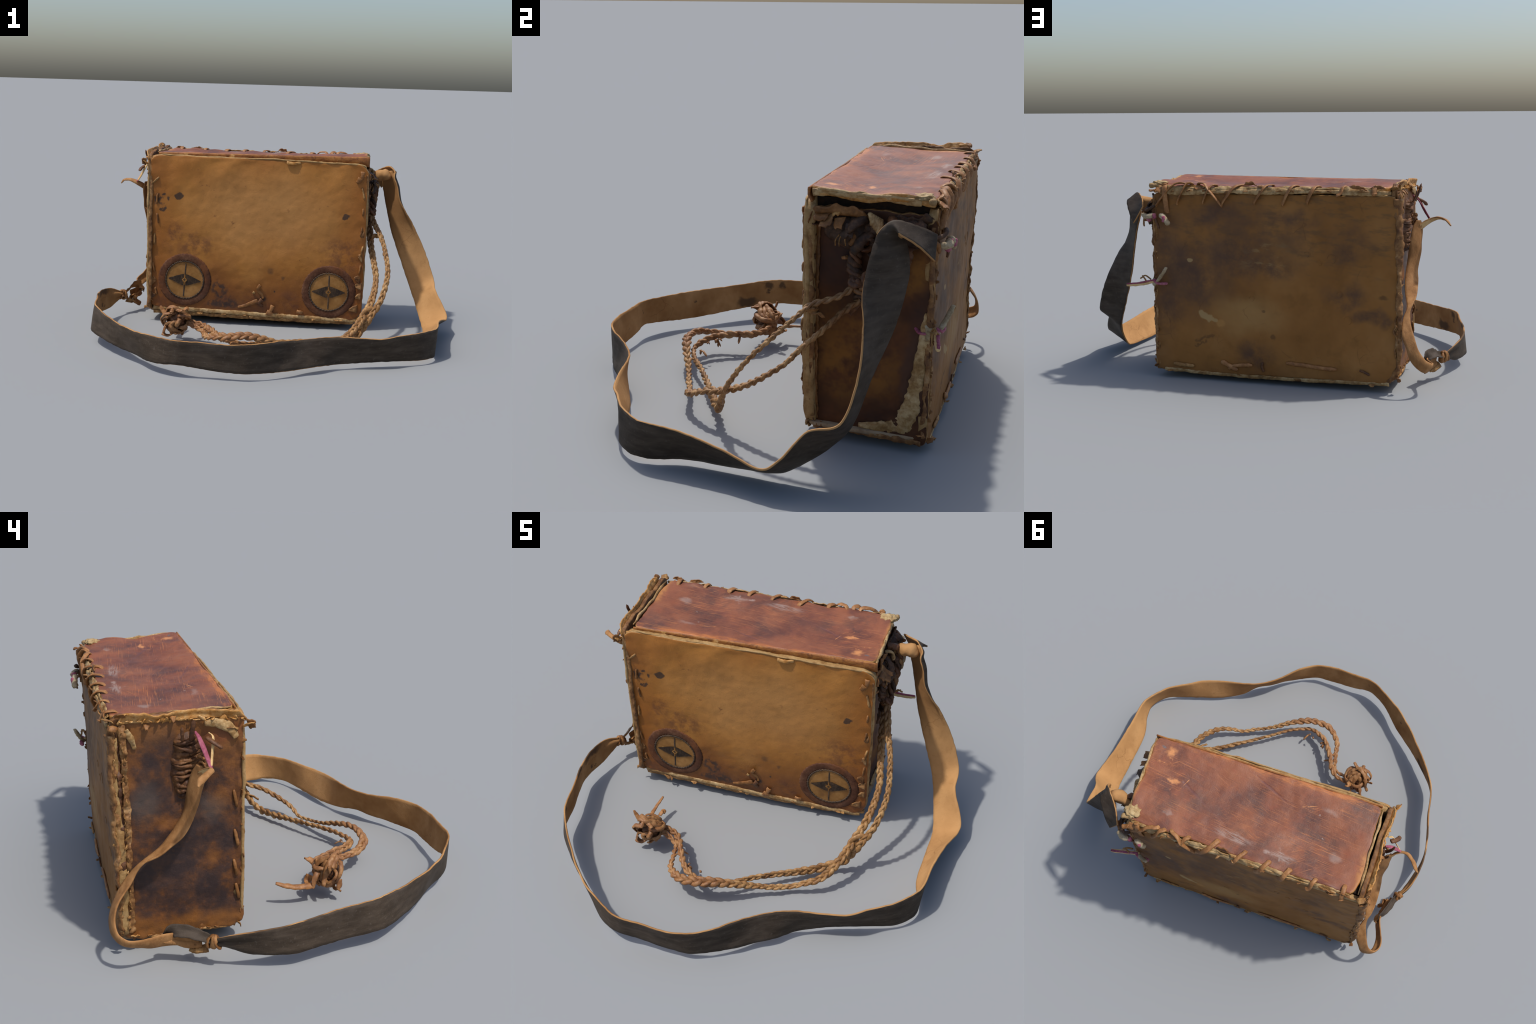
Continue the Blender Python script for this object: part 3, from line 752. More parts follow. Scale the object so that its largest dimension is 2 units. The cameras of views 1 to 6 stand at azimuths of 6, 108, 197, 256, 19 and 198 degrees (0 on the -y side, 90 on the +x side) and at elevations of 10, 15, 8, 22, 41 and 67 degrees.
right, BR = panel("side_panel", [(.476, .305, .052), (.502, .756, .036), (.506, .756, .915), (.480, .300, .915)], (1, 0, 0), .025,
                  70, 120, (.03, .03, .02, .02), d_right, [M_RIGHT, M_RAWDARK], .005, .008, 11, 6)

def d_base(u, v, p):
    return bulge(u, v, .034) + .004 * fbm(p, 6, 18, 3)

base, BBa = panel("base_panel", [(-.714, .292, .054), (-.714, .744, .052), (.492, .752, .044), (.488, .298, .050)], (0, 0, -1), .020,
                  40, 90, (.03, .03, .03, .03), d_base, [M_BASE, M_BASE], .004, .010, 9, 7)

def box(lo, hi):
    v = [V((x, y, z)) for x in (lo[0], hi[0]) for y in (lo[1], hi[1]) for z in (lo[2], hi[2])]
    return v, [(0, 1, 3, 2), (4, 6, 7, 5), (0, 4, 5, 1), (2, 3, 7, 6), (0, 2, 6, 4), (1, 5, 7, 3)]

make("dark_filler", join(box((-.69, .300, .072), (.440, .728, .900)), box((-.69, .299, .905), (.468, .729, .958))), M_DARK, smooth=False)  # solid dark blocks added inside so the gap under the lid looks shaded

def drop(bvh, p, d, off=0.0):
    """put p on a panel surface, looking along d"""
    p, d = V(p), V(d).normalized()
    h = bvh.ray_cast(p - d * .4, d)
    return (h[0] if h[0] else p) - d * off

# front edge of the lid turns down as an ochre strip (deeper toward the right)
rows = []
for i in range(90):
    t = i / 89
    x = lerp(-.675, .520, t)
    hgt = lerp(.020, .050, t) + .004 * nz((x, 0, 0), 7)
    y0, z0 = lerp(.270, .291, t), lerp(.986, .998, t)
    rows.append([V((x, y0 - .003 * math.sin(j / 6 * math.pi) + .012 * (j / 6) ** 2 + .002 * fbm((x, j, 0), 9, 3, 3), z0 - hgt * j / 6)) for j in range(7)])
v, f, ix = sheet(rows, .008)
make("lid_turndown", (v, f), [M_TURN, M_TURN], lid, ix)

# ------------------------------------------------------------------ welts (rawhide piping along the seams)
def welt(pts, r, mat, parent, n=90, seed=0.0, lump=.5, flat=1.0, wander=.004, ls=28, name="edge_welt"):
    P = [V(q) for q in spline(pts, n)]
    P = [p + V((nz(p, 14, seed), nz(p, 14, seed + 2), nz(p, 14, seed + 4))) * wander * 2 for p in P]
    return make(name, tube(P, r, 9, flat, None, lump, ls, seed, (.5, .5)), mat, parent)

# front
welt([(-.728, .247, .930), (-.732, .250, .75), (-.730, .254, .5), (-.732, .258, .25), (-.727, .266, .10)], .0075, M_PIPE, front, 110, 1, .15, ls=9, wander=.002)
welt([(.512, .282, .90), (.516, .290, .70), (.514, .298, .5), (.512, .300, .3), (.508, .304, .12)], .010, M_PIPE, front, 110, 3, .15, ls=9, wander=.002)
v, f, ix = ribbon([(.514, .285, .90), (.519, .296, .70), (.517, .302, .5), (.515, .304, .3), (.509, .308, .10)], lambda t: .030 + .006 * math.sin(t * 21), (1, 0, 0), .007, .12, 3, .004, 110, 6, .22)
make("edge_welt", (v, f), [M_PIPE, M_FOLD], front, ix)
v, f, ix = ribbon([(-.70, .276, .078), (-.4, .270, .075), (0, .272, .066), (.3, .278, .060), (.485, .288, .056)], .020, (0, -1, 0), .008, .1, 9, .004, 140, 5, .35)
make("edge_welt", (v, f), [M_RAW, M_RAW], front, ix)
v, f, ix = ribbon([(-.70, .284, .052), (-.3, .278, .048), (.2, .284, .042), (.47, .294, .042)], .018, (0, -1, -.3), .008, .1, 4, .005, 140, 5, .5)
make("edge_welt", (v, f), [M_RAW, M_RAWDARK], front, ix)
welt([(-.69, .258, .972), (-.6, .250, .976), (-.35, .252, .970), (0, .256, .971), (.25, .262, .962), (.47, .272, .957), (.506, .280, .930)], .0045, M_PIPE, front, 130, 6, .4, wander=.002, ls=16)
# back
v, f, ix = ribbon([(.46, .766, .946), (.2, .768, .950), (0, .767, .955), (-.3, .766, .960), (-.55, .764, .960), (-.70, .760, .958)], lambda t: .020 + .008 * math.sin(t * 17), (0, 1, .3), .008, .12, 7, .006, 150, 6, .35)
make("edge_welt", (v, f), [M_PIPE, M_RAW], back, ix)
v, f, ix = ribbon([(.47, .756, .964), (.2, .760, .966), (-.1, .758, .972), (-.4, .757, .975), (-.66, .754, .975)], lambda t: .014 + .008 * math.sin(t * 23), (0, .8, .6), .005, .1, 8, .008, 170, 6, .6)
make("edge_welt", (v, f), [M_TAB, M_RAW], back, ix)
v, f, ix = ribbon([(-.734, .760, .93), (-.744, .764, .75), (-.746, .762, .5), (-.748, .757, .3), (-.742, .760, .12), (-.70, .764, .055)], lambda t: pw(t, [0, .25, .35, 1], [.036, .030, .020, .022]) + .007 * math.sin(t * 31), (-.5, .85, 0), .010, .16, 9, .010, 170, 7, .5)
make("edge_welt", (v, f), [M_PIPE, M_FOLD], back, ix)
v, f, ix = ribbon([(-.70, .760, .044), (-.3, .764, .034), (.1, .765, .032), (.45, .766, .040)], .016, (0, 1, -.3), .007, .1, 10, .005, 130, 5, .45)
make("edge_welt", (v, f), [M_PIPE, M_RAW], back, ix)
welt([(.492, .762, .92), (.495, .765, .7), (.491, .764, .45), (.490, .762, .2), (.483, .756, .07)], .006, M_FOLD, back, 120, 11, .4, ls=16)
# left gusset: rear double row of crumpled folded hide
for k, (y, w, mt, sd) in enumerate(((.752, .030, M_FOLD, 12), (.712, .030, M_FOLD, 13), (.732, .024, M_THONGD, 17))):  # third strip is added, its dark colour standing in for the shaded gap
    xo = (0, -.002, .004)[k]
    v, f, ix = ribbon([(-.736 + xo, y, .965), (-.738 + xo, y - .004, .8), (-.737 + xo, y - .006, .6), (-.737 + xo, y - .002, .35), (-.734 + xo, y, .09)],
                      lambda t, w=w, sd=sd: w * .74 * (1 + .30 * math.sin(t * 23 + sd) * math.sin(t * 37)), [(-1, .25, 0), (-1, -.3, 0), (-1, .3, 0), (-1, -.2, 0)], .006, .12, sd, .013, 200, 9, .42)
    make("crumpled_strip", (v, f), [mt, mt], left, ix)
welt([(-.726, .32, .068), (-.728, .5, .060), (-.726, .72, .066)], .008, M_RAWDARK, left, 70, 15, .5)
# lid ends
welt([(.512, .305, .988), (.516, .38, .994), (.512, .45, .984), (.506, .55, .984), (.504, .64, .980), (.496, .712, .974)], .007, M_RAW, lid, 90, 16, .25, ls=10)
v, f, ix = ribbon([(.512, .305, .980), (.514, .40, .980), (.508, .52, .975), (.504, .62, .968), (.500, .70, .962)], lambda t: .020 + .006 * math.sin(t * 15 + 1), (1, 0, -.3), .007, .1, 16, .006, 70, 6, .35)
make("edge_welt", (v, f), [M_PIPE, M_RAW], lid, ix)
welt([(-.682, .285, .988), (-.688, .40, .988), (-.690, .52, .984), (-.696, .66, .982), (-.699, .735, .980)], .0065, M_RAW, lid, 90, 17, .35, ls=16)
# right gusset seams
v, f, ix = ribbon([(.482, .318, .90), (.482, .316, .6), (.480, .316, .3), (.478, .325, .08)], .020, (1, -.3, 0), .006, .1, 18, .008, 110, 6, .5)
make("crumpled_strip", (v, f), [M_THONGD, M_TAB], right, ix)
v, f, ix = ribbon([(.508, .750, .88), (.507, .754, .6), (.505, .752, .3), (.502, .748, .07)], lambda t: .016 + .005 * math.sin(t * 37), (1, .5, 0), .006, .15, 19, .010, 150, 6, .6)
make("crumpled_strip", (v, f), [M_THONGD, M_FOLD], right, ix)
v, f, ix = ribbon([(.482, .32, .058), (.492, .5, .050), (.504, .74, .044)], .022, (1, 0, -.3), .007, .1, 20, .010, 100, 6, .6)
make("crumpled_strip", (v, f), [M_THONGD, M_FOLD], right, ix)

# ------------------------------------------------------------------ torn pale rawhide showing on the right gusset
path = [(.504, .739, .56), (.506, .737, .50), (.507, .733, .42), (.507, .722, .32), (.506, .712, .24), (.505, .700, .16), (.502, .672, .108), (.497, .60, .088), (.490, .50, .082)]
wid = lambda t: pw(t, [0, .12, .3, .5, .62, .75, .86, 1], [.008, .030, .042, .060, .082, .078, .050, .012])
v, f, ix = ribbon(path, wid, (1, .15, 0), .008, .12, 21, .008, 90, 11, .30)
make("exposed_rawhide", (v, f), [M_RAW, M_RAW], right, ix)

# ------------------------------------------------------------------ lips and torn tabs
def lip(pts, out, h, mat, parent, n=80, seed=0.0, wob=.008, th=.006, name="torn_lip", hv=.4):
    P = [V(q) for q in spline(pts, n)]
    O = V(out).normalized()
    rows = []
    for i, p in enumerate(P):
        t = i / (n - 1)
        hh = h * (1 + hv * fbm((t * 6, seed, 0), 1, seed, 3)) * min(1, .3 + t * 9, .3 + (1 - t) * 9)
        T = (P[min(i + 1, n - 1)] - P[max(i - 1, 0)]).normalized()
        s = T.cross(O)
        rows.append([p + O * hh * k / 5 + s * wob * (k / 5) * (fbm(p, 18, seed, 3)) + s * .3 * wob * math.sin(k) for k in range(6)])
    v, f, ix = sheet(rows, th)
    return make(name, (v, f), [mat, mat], parent, ix)

# crinkled lip of the left gusset standing above the lid
lip([(-.730, .238, .945), (-.733, .30, .962), (-.732, .40, .970), (-.732, .50, .968), (-.734, .60, .968), (-.734, .68, .972), (-.730, .726, .965)], (-.15, 0, 1), .036, M_EDGE, left, 110, 31, .013, .007)
# right gusset: curled upper lip, partly torn away
lip([(.500, .300, .895), (.510, .335, .905), (.508, .40, .905), (.506, .46, .902), (.504, .515, .890)], (.55, 0, .8), .034, M_TAB, right, 70, 33, .014, .010)
lip([(.500, .60, .88), (.502, .66, .882), (.502, .74, .90)], (.5, 0, .8), .030, M_RAG, right, 50, 34, .016, .009)

TABS = [  # base, edge dir, out dir, curl dir, width, length, curl, taper, material, owner
    ((-.735, .236, .925), (0, 1, -.2), (-.5, -.2, .7), (-.8, -.3, 0), .055, .050, 1.2, .5, M_EDGE, left),
    ((-.742, .232, .935), (0, .3, 1), (-.8, -.7, .1), (-.3, -.8, .1), .06, .045, .9, .4, M_TAB, left),
    ((-.690, .250, .955), (1, 0, .3), (-.3, -.1, .8), (0, 1, 0), .07, .030, .5, .3, M_EDGE, front),
    ((-.735, .715, .995), (0, 1, 0), (-.2, .2, 1), (-1, 0, 0), .055, .045, 1.4, .4, M_TAB, left),
    ((-.715, .750, .975), (1, .5, 0), (-.3, .6, .8), (-.3, 1, 0), .06, .050, 1.7, .4, M_RAWDARK, left),
    ((-.750, .742, .965), (0, 1, .3), (-1, .1, .2), (0, .2, -1), .05, .045, 1.5, .4, M_TAB, left),
    ((-.735, .69, 1.000), (0, 1, 0), (-.6, 0, .6), (-1, 0, -.3), .05, .030, 1.0, .5, M_EDGE, left),
    ((-.742, .52, .985), (0, 1, 0), (-.7, 0, -.2), (-.3, 0, -1), .03, .040, 1.0, .7, M_TAB, left),
    ((-.742, .62, .960), (0, 1, 0), (-.7, .1, -.5), (-.3, 0, -1), .03, .030, 1.0, .7, M_TAB, left),
    ((-.735, .300, .925), (0, 1, .3), (-1, 0, -.3), (0, 0, 1), .09, .030, .6, .4, M_RAWDARK, left),
    ((.525, .345, .905), (0, 1, 0), (.9, -.1, -.2), (.2, 0, -1), .08, .055, 1.4, .3, M_TAB, right), ((.515, .365, .912), (0, 1, .1), (.6, 0, -1), (1, 0, .3), .07, .12, .9, .3, M_FOLD, right), ((.525, .41, .895), (0, 1, .2), (.5, .1, -1), (1, 0, .4), .06, .10, 1.1, .4, M_TAB, right),
    ((.515, .300, .890), (0, .4, 1), (.9, -.3, .1), (0, .3, -1), .06, .045, 1.2, .5, M_TAB, right),
    ((.510, .395, .915), (0, 1, .2), (.9, 0, .3), (.3, 0, -1), .05, .040, 1.9, .4, M_EDGE, right),
    ((.500, .320, .870), (0, 1, 0), (.7, -.2, -.7), (.5, 0, .6), .045, .05, .8, .6, M_THONGD, right),
    ((.545, .455, .880), (0, 1, 0), (.4, 0, -.9), (1, 0, .2), .05, .09, .5, .3, M_RAG, right),
    ((.500, .70, .885), (0, 1, 0), (.9, .2, .1), (0, 0, -1), .07, .06, 1.0, .3, M_RAG, right),
    ((.495, .745, .900), (1, 1, 0), (.4, .8, .1), (0, 0, -1), .05, .045, 1.2, .4, M_TAB, right),
    ((.490, .775, .955), (1, .2, 0), (.2, .8, .5), (0, .6, -1), .05, .045, 1.5, .3, M_TAB, back),
    ((.488, .765, .060), (0, 1, .2), (.8, .6, .2), (0, 0, -1), .05, .040, 1.0, .5, M_TAB, back),
    ((.500, .74, .075), (0, 1, 0), (1, .2, -.1), (0, 0, 1), .05, .035, 1.2, .5, M_THONG, right),
    ((.490, .300, .075), (1, .3, 0), (.5, -.6, -.3), (0, 0, -1), .05, .030, 1.0, .5, M_RAWDARK, front),
    ((-.730, .285, .085), (1, .3, 0), (-.6, -.5, -.2), (0, 0, -1), .06, .035, 1.0, .5, M_RAWDARK, front),
    ((-.705, .272, .118), (1, 0, -.6), (-.5, -.7, .4), (-.2, 0, 1), .018, .055, .8, .8, M_THONG, front),
    ((-.640, .762, .978), (1, 0, 0), (0, .5, .6), (0, -1, 0), .10, .040, .9, .6, M_TAB, lid),
    ((-.550, .765, .975), (1, 0, .2), (0, .6, .5), (0, -.8, .4), .12, .035, .9, .5, M_TAB, lid),
    ((-.005, .742, .984), (1, 0, 0), (0, .8, .5), (0, -.6, .8), .08, .030, 1.8, .3, M_TAB, lid),
    ((-.07, .750, .978), (1, 0, 0), (0, 1, .2), (0, 0, -1), .07, .035, 1.0, .4, M_RAWDARK, lid),
    ((.25, .755, .972), (1, 0, 0), (0, 1, -.2), (0, 0, -1), .09, .030, .7, .3, M_THONG, lid),
    ((.46, .760, .965), (1, 0, .1), (.2, 1, -.3), (0, 0, -1), .06, .060, 1.0, .3, M_THONG, lid),
    ((.08, .253, .960), (1, 0, 0), (0, -.12, -1), (0, 1, 0), .065, .022, .3, .3, M_EDGE, front),
    ((-.73, .76, .30), (0, .3, 1), (-.9, .3, 0), (0, 1, 0), .05, .025, .8, .5, M_TAB, back),
    ((-.74, .76, .07), (0, .6, .3), (-.8, .2, .1), (0, 0, -1), .05, .035, .8, .6, M_TAB, back),
    ((-.735, .70, .075), (0, 1, .1), (-1, 0, .1), (0, 0, 1), .05, .025, .9, .4, M_EDGE, left),
]
for k, (b, e, o, nr, w, l, cu, ta, mt, ow) in enumerate(TABS):
    v, f, ix = flap(b, e, o, nr, w * .75, l * .55, cu, ta, .0045, 40 + k * 1.7, .008)
    make("hide_tab", (v, f), [mt, mt], ow, ix)

# ragged scraps all along the seams
scr = []
def scraps(p0, p1, out, count, seed, size=.022):
    r = random.Random(seed)
    p0, p1 = V(p0), V(p1)
    for k in range(count):
        e = (p1 - p0).normalized()
        p = p0.lerp(p1, (k + r.random()) / count) - V(out) * .012
        o = V(out) * .8 + e * r.uniform(-.8, .8) + V((r.uniform(-.3, .3), r.uniform(-.3, .3), r.uniform(-.3, .3)))
        v, f, ix = flap(p, e + V((r.uniform(-.4, .4),) * 3), o, o.cross(e) * r.choice((-1, 1)), r.uniform(.6, 1.7) * size, r.uniform(.4, 1.0) * size, r.uniform(.2, 1.6), r.uniform(.3, .8), .004, seed + k, .004)
        yield v, f
seams = [((-.745, .755, .08), (-.745, .755, .93), (-.8, .3, 0), 22, M_RAWDARK, back), ((-.748, .718, .10), (-.752, .712, .95), (-1, 0, 0), 26, M_RAWDARK, left),
         ((.495, .765, .08), (.498, .770, .90), (.7, .5, 0), 20, M_TAB, back), ((.500, .315, .08), (.505, .312, .90), (1, 0, 0), 16, M_THONGD, right),
         ((.493, .33, .06), (.493, .74, .055), (1, 0, .2), 18, M_TAB, right), ((-.735, .32, .07), (-.735, .72, .07), (-1, 0, .1), 14, M_TAB, left),
         ((-.742, .25, .965), (-.742, .72, .985), (-.5, 0, .6), 22, M_EDGE, left), ((-.66, .778, .965), (.46, .78, .950), (0, .6, .1), 12, M_FOLD, back),
         ((-.68, .262, .058), (.48, .272, .05), (0, -.5, -.4), 11, M_RAWDARK, front), ((-.66, .775, .038), (.46, .775, .036), (0, .5, -.3), 8, M_RAWDARK, back),
         ((.505, .31, .89), (.502, .74, .89), (.8, 0, .1), 16, M_RAG, right), ((-.736, .262, .10), (-.738, .252, .9), (-.6, -.4, 0), 9, M_TAB, left)]
for k, (a, b, o, n, mt, ow) in enumerate(seams):
    parts = list(scraps(a, b, o, n, 300 + k * 31))
    make("seam_scraps", join(*parts), mt, ow, kind="stuff")

# cream-coloured rolled hide at the rear right lid corner
make("hide_roll", ell((.480, .708, .984), .040, .034, .012, 22, 5, .40), M_BONE, lid)
P = [V((.470, .735, .975)).lerp(V((.524, .744, .972)), i / 11) for i in range(12)]
make("hide_roll", tube(P, lambda t: .010 + .008 * t, 12, .8, None, .35, 30, 4, (.3, .8)), M_BONE, lid)
# pale shred at the upper front corner of the left gusset, and rear upper corner
for pts, w in (([(-.738, .400, .950), (-.742, .345, .945), (-.744, .298, .920), (-.740, .282, .885)], .040), ([(-.742, .695, .950), (-.742, .680, .915), (-.736, .665, .870)], .024)):
    v, f, ix = ribbon(pts, lambda t, w=w: w * (1 - .5 * abs(2 * t - 1)), (-1, 0, 0), .006, .1, w * 100, .010, 24, 6, .4)
    make("exposed_rawhide", (v, f), [M_RAW, M_RAW], left, ix)

# ------------------------------------------------------------------ thong stitches
def thong(pts, r, mat, parent, name="thong_stitch", flat=.45, n=16, up=None, seed=0.0, taper=(.7, .7)):
    P = [V(q) for q in spline(pts, n)]
    return make(name, tube(P, r, 8, flat, up, .25, 50, seed, taper), mat, parent)

# whipped lacing along the rear lid edge: (x on lid, y on lid, x on back, z on back)
LACE = [(.324, .735, .475, .884), (.292, .735, .365, .898), (.270, .728, .136, .888), (.167, .728, .230, .903), (.021, .700, .130, .895),
        (-.122, .708, -.035, .905), (-.245, .715, -.178, .902), (-.352, .718, -.298, .913), (-.484, .722, -.448, .945), (-.624, .708, -.626, .955), (.440, .748, .424, .852)]
for k, (xa, ya, xb, zb) in enumerate(LACE):
    a = drop(BL, (xa, ya, .98), (0, 0, -1), .004)
    b = drop(BB, (xb, .78, zb), (0, -1, 0), .005)
    e1 = V((lerp(xa, xb, .36), .762, a.z + .000))
    e2 = V((lerp(xa, xb, .58), .780, .955))
    e0 = V((lerp(xa, xb, .10), ya + .016, a.z + .003))
    thong([a - V((0, 0, .010)), e0, e1, e2, b, b - V((0, .008, .008))], .0125 + .0015 * math.sin(k * 2.1), M_THONG, lid, "lacing_thong", .36, 22, None, k * 2.3)

# small running stitches down both front edges
for k, (x, z, dx, l) in enumerate([(-.691, .826, .022, .036), (-.680, .722, .002, .052), (-.676, .610, -.004, .050), (-.694, .486, .0, .058), (-.698, .321, -.006, .052), (-.686, .18, -.006, .04),
                                  (.494, .795, -.008, .060), (.496, .690, .0, .034), (.492, .577, .003, .044), (.500, .466, .004, .050), (.494, .36, .003, .045)]):
    pts = []
    for q in (-1, -.6, 0, .6, 1):
        p = drop(BF, (x + dx * q, .26, z + l * q / 2 * 1.1), (0, 1, 0), .006 * (1 - q ** 4) - .004)
        pts.append(p)
    thong(pts, .0085, M_TAB if k % 3 else M_RAWDARK, front, "thong_stitch", .7, 14, None, k * 1.9)
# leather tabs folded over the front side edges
for k, (x, z, w, l, sx) in enumerate([(-.722, .335, .05, .022, 1), (-.722, .245, .085, .035, 1), (-.718, .150, .05, .03, 1), (-.722, .50, .06, .02, 1), (.508, .26, .05, .035, -1), (.505, .205, .045, .03, -1), (.497, .305, .05, .03, -1),
                                      (.488, .130, .05, .045, -1), (.505, .43, .06, .022, -1), (.508, .56, .05, .018, -1)]):
    b = drop(BF, (x, .26, z), (0, 1, 0), .006)
    b = b + V((0, .004, 0))
    v, f, ix = flap(b, (0, 0, 1), (sx, -.02, .15 * (-1) ** k), (0, -1, 0), w, l, .15, .75, .005, 90 + k, .007)
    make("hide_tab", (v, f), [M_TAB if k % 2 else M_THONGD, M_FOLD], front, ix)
# forked little tab at the upper right, dark one at its foot
for pts, w, mt in (([(.486, 0, .918), (.484, 0, .895), (.478, 0, .875)], .022, M_THONG), ([(.475, 0, .88), (.466, 0, .868), (.455, 0, .858)], .030, M_TAB),
                   ([(-.07, 0, .245), (-.085, 0, .225), (-.080, 0, .205), (-.060, 0, .185), (-.055, 0, .165)], .018, M_TAB),
                   ([(-.085, 0, .150), (-.12, 0, .135), (-.17, 0, .112), (-.20, 0, .105)], .022, M_TAB), ([(-.06, 0, .16), (-.075, 0, .14), (-.06, 0, .12)], .02, M_THONGD),
                   ([(.004, 0, .125), (-.004, 0, .105), (-.012, 0, .082)], .024, M_THONG), ([(-.030, 0, .085), (-.006, 0, .075), (.012, 0, .066)], .026, M_THONG), ([(.145, 0, .098), (.165, 0, .095), (.175, 0, .092)], .020, M_THONG),
                   ([(.06, 0, .955), (.10, 0, .952), (.135, 0, .957)], .018, M_EDGE), ([(-.105, 0, .203), (-.109, 0, .198), (-.113, 0, .194)], .014, M_RAW)):
    P = [drop(BF, (p[0], .26, p[2]), (0, 1, 0), .005 + .006 * math.sin(i * 1.3 + 1)) for i, p in enumerate(pts)]
    v, f, ix = ribbon(P, lambda t, w=w: w * (1 - .45 * t), (0, -1, 0), .008, .12, w * 500, .004, 14, 5, .3)
    make("hide_tab", (v, f), [mt, mt], front, ix)

# back: two long thongs, a crossed pair and small stitches along the foot
for pts, r, mt in (([(-.195, .118), (-.28, .112), (-.37, .104), (-.446, .102)], .010, M_THONG), ([(.142, .102), (.115, .090), (.085, .076), (.058, .064)], .012, M_THONG), ([(.105, .066), (.085, .080), (.03, .092), (-.020, .094)], .010, M_THONG),
                   ([(-.075, .112), (-.070, .090), (-.078, .064)], .007, M_THONGD), ([(.40, .075), (.35, .070), (.29, .068)], .010, M_RAWDARK), ([(-.56, .105), (-.58, .10), (-.61, .085)], .006, M_THONGD)):
    P = [drop(BB, (p[0], .775, p[1]), (0, -1, 0), .007) for p in pts]
    thong(P, r, mt, back, "thong_stitch", .6, 24, (0, 1, 0), r * 700 + pts[0][0])
# crescents and blisters in the back hide: low rings
for x, z, r in ((-.50, .345, .020), (-.02, .43, .013), (-.46, .47, .014), (-.30, .66, .014), (-.36, .62, .013), (-.42, .64, .022)):
    arc = [drop(BB, (x + r * math.cos(a), .775, z + r * math.sin(a)), (0, -1, 0), .0002) for a in [k * .42 for k in range(12)]]
    make("hide_crease", tube(arc, .0025, 6, .6, (0, 1, 0), .3, 60, x, (.2, .2)), M_BACK, back)
# left-edge thongs seen on the left gusset's front seam
for y, z in ((.285, .63), (.282, .46), (.288, .33), (.280, .22)):
    P = [drop(BLe, (-.735, y + q * .006, z + q * .035), (1, 0, 0), .012 - .010 * q * q) for q in (-1, -.5, 0, .5, 1)]
    thong(P, .007, M_TAB, left, "thong_stitch", .7, 12, None, z * 9)

# ------------------------------------------------------------------ medallions
def medallion(cx, cz, tilt, seed):
    ca, sa = math.cos(tilt), math.sin(tilt)
    def on(x, z, off):
        return drop(BF, (cx + x * ca - z * sa, .26, cz + x * sa + z * ca), (0, 1, 0), off)
    vs, fs, ix = [], [], []
    def quadstrip(rings, closed, mat):
        b = len(vs)
        m = len(rings[0])
        for r in rings:
            vs.extend(r)
        for i in range(len(rings) - 1):
            for k in range(m if closed else m - 1):
                k2 = (k + 1) % m
                fs.append((b + i * m + k, b + i * m + k2, b + (i + 1) * m + k2, b + (i + 1) * m + k)); ix.append(mat)
    n = 168
    A = [2 * math.pi * k / n for k in range(n)]
    def ring(rf, off):
        return [on(rf(a) * math.cos(a), rf(a) * math.sin(a), off) for a in A]
    sc = lambda a: .1535 + .0026 * abs(math.sin(a * 21)) + .002 * nz((math.cos(a), math.sin(a), seed), 4)
    # pinked felt ring, slightly domed
    quadstrip([ring(sc, -.003), ring(sc, .002), ring(lambda a: .148, .0042), ring(lambda a: .134, .0048), ring(lambda a: .121, .0042), ring(lambda a: .116, .0030), ring(lambda a: .112, -.001)], True, 0)
    # tan disc
    quadstrip([ring(lambda a: .1135, .0015), ring(lambda a: .09, .0022), ring(lambda a: .06, .0022), ring(lambda a: .03, .0022), ring(lambda a: .001, .0022)], True, 1)
    # toothed black border
    tooth = lambda a: .1155 if int(a / (2 * math.pi) * 84 + .01) % 2 else .1125
    tin = lambda a: .1085 if int(a / (2 * math.pi) * 84 + .01) % 2 else .1055
    quadstrip([ring(tooth, .002), ring(tooth, .0062), ring(tin, .0058), ring(tin, .001)], True, 2)
    def bar(x0, x1, z0, z1, off, mat, h=.0018):
        b = len(vs)
        for zz in (z0, z1):
            for xx, o in ((x0, off - .002), (x0, off), ((x0 + x1) / 2, off + h), (x1, off), (x1, off - .002)):
                vs.append(on(xx, zz, o))
        for k in range(4):
            fs.append((b + k, b + k + 1, b + 6 + k, b + 5 + k)); ix.append(mat)
    # ribbed diamond made of upright stitches
    cnt, half = 21, .094
    for s in (-1, 1):
        for k in range(cnt):
            x0 = .0065 + (half - .0065) * k / cnt
            x1 = x0 + (half - .0065) / cnt * .97
            hh = .034 * (1 - (k / cnt) ** 1.05) + .0015
            if k < 2:
                hh *= .96
            bar(s * x0, s * x1, -hh, hh, .0030, 2)
    for s in (-1, 1):
        bar(-.004, .004, s * .020, s * .098, .0030, 2)
        bar(-.0026, .0026, s * .008, s * .030, .0050, 1)
    # little stepped cross at the centre
    for x, z, mt in ((0, .011, 3), (0, -.011, 3), (.011, 0, 3), (-.011, 0, 3), (.0, .0, 2), (.0065, .0065, 3), (-.0065, -.0065, 3), (.0065, -.0065, 3), (-.0065, .0065, 3)):
        bar(x - .0042, x + .0042, z - .0042, z + .0042, .0056, mt, .0006)
    make("medallion", (vs, fs), [M_RING, M_DISC, M_INK, M_DISC], front, ix)
medallion(-.514, .254, -.07, 1)
medallion(.322, .221, -.005, 2)

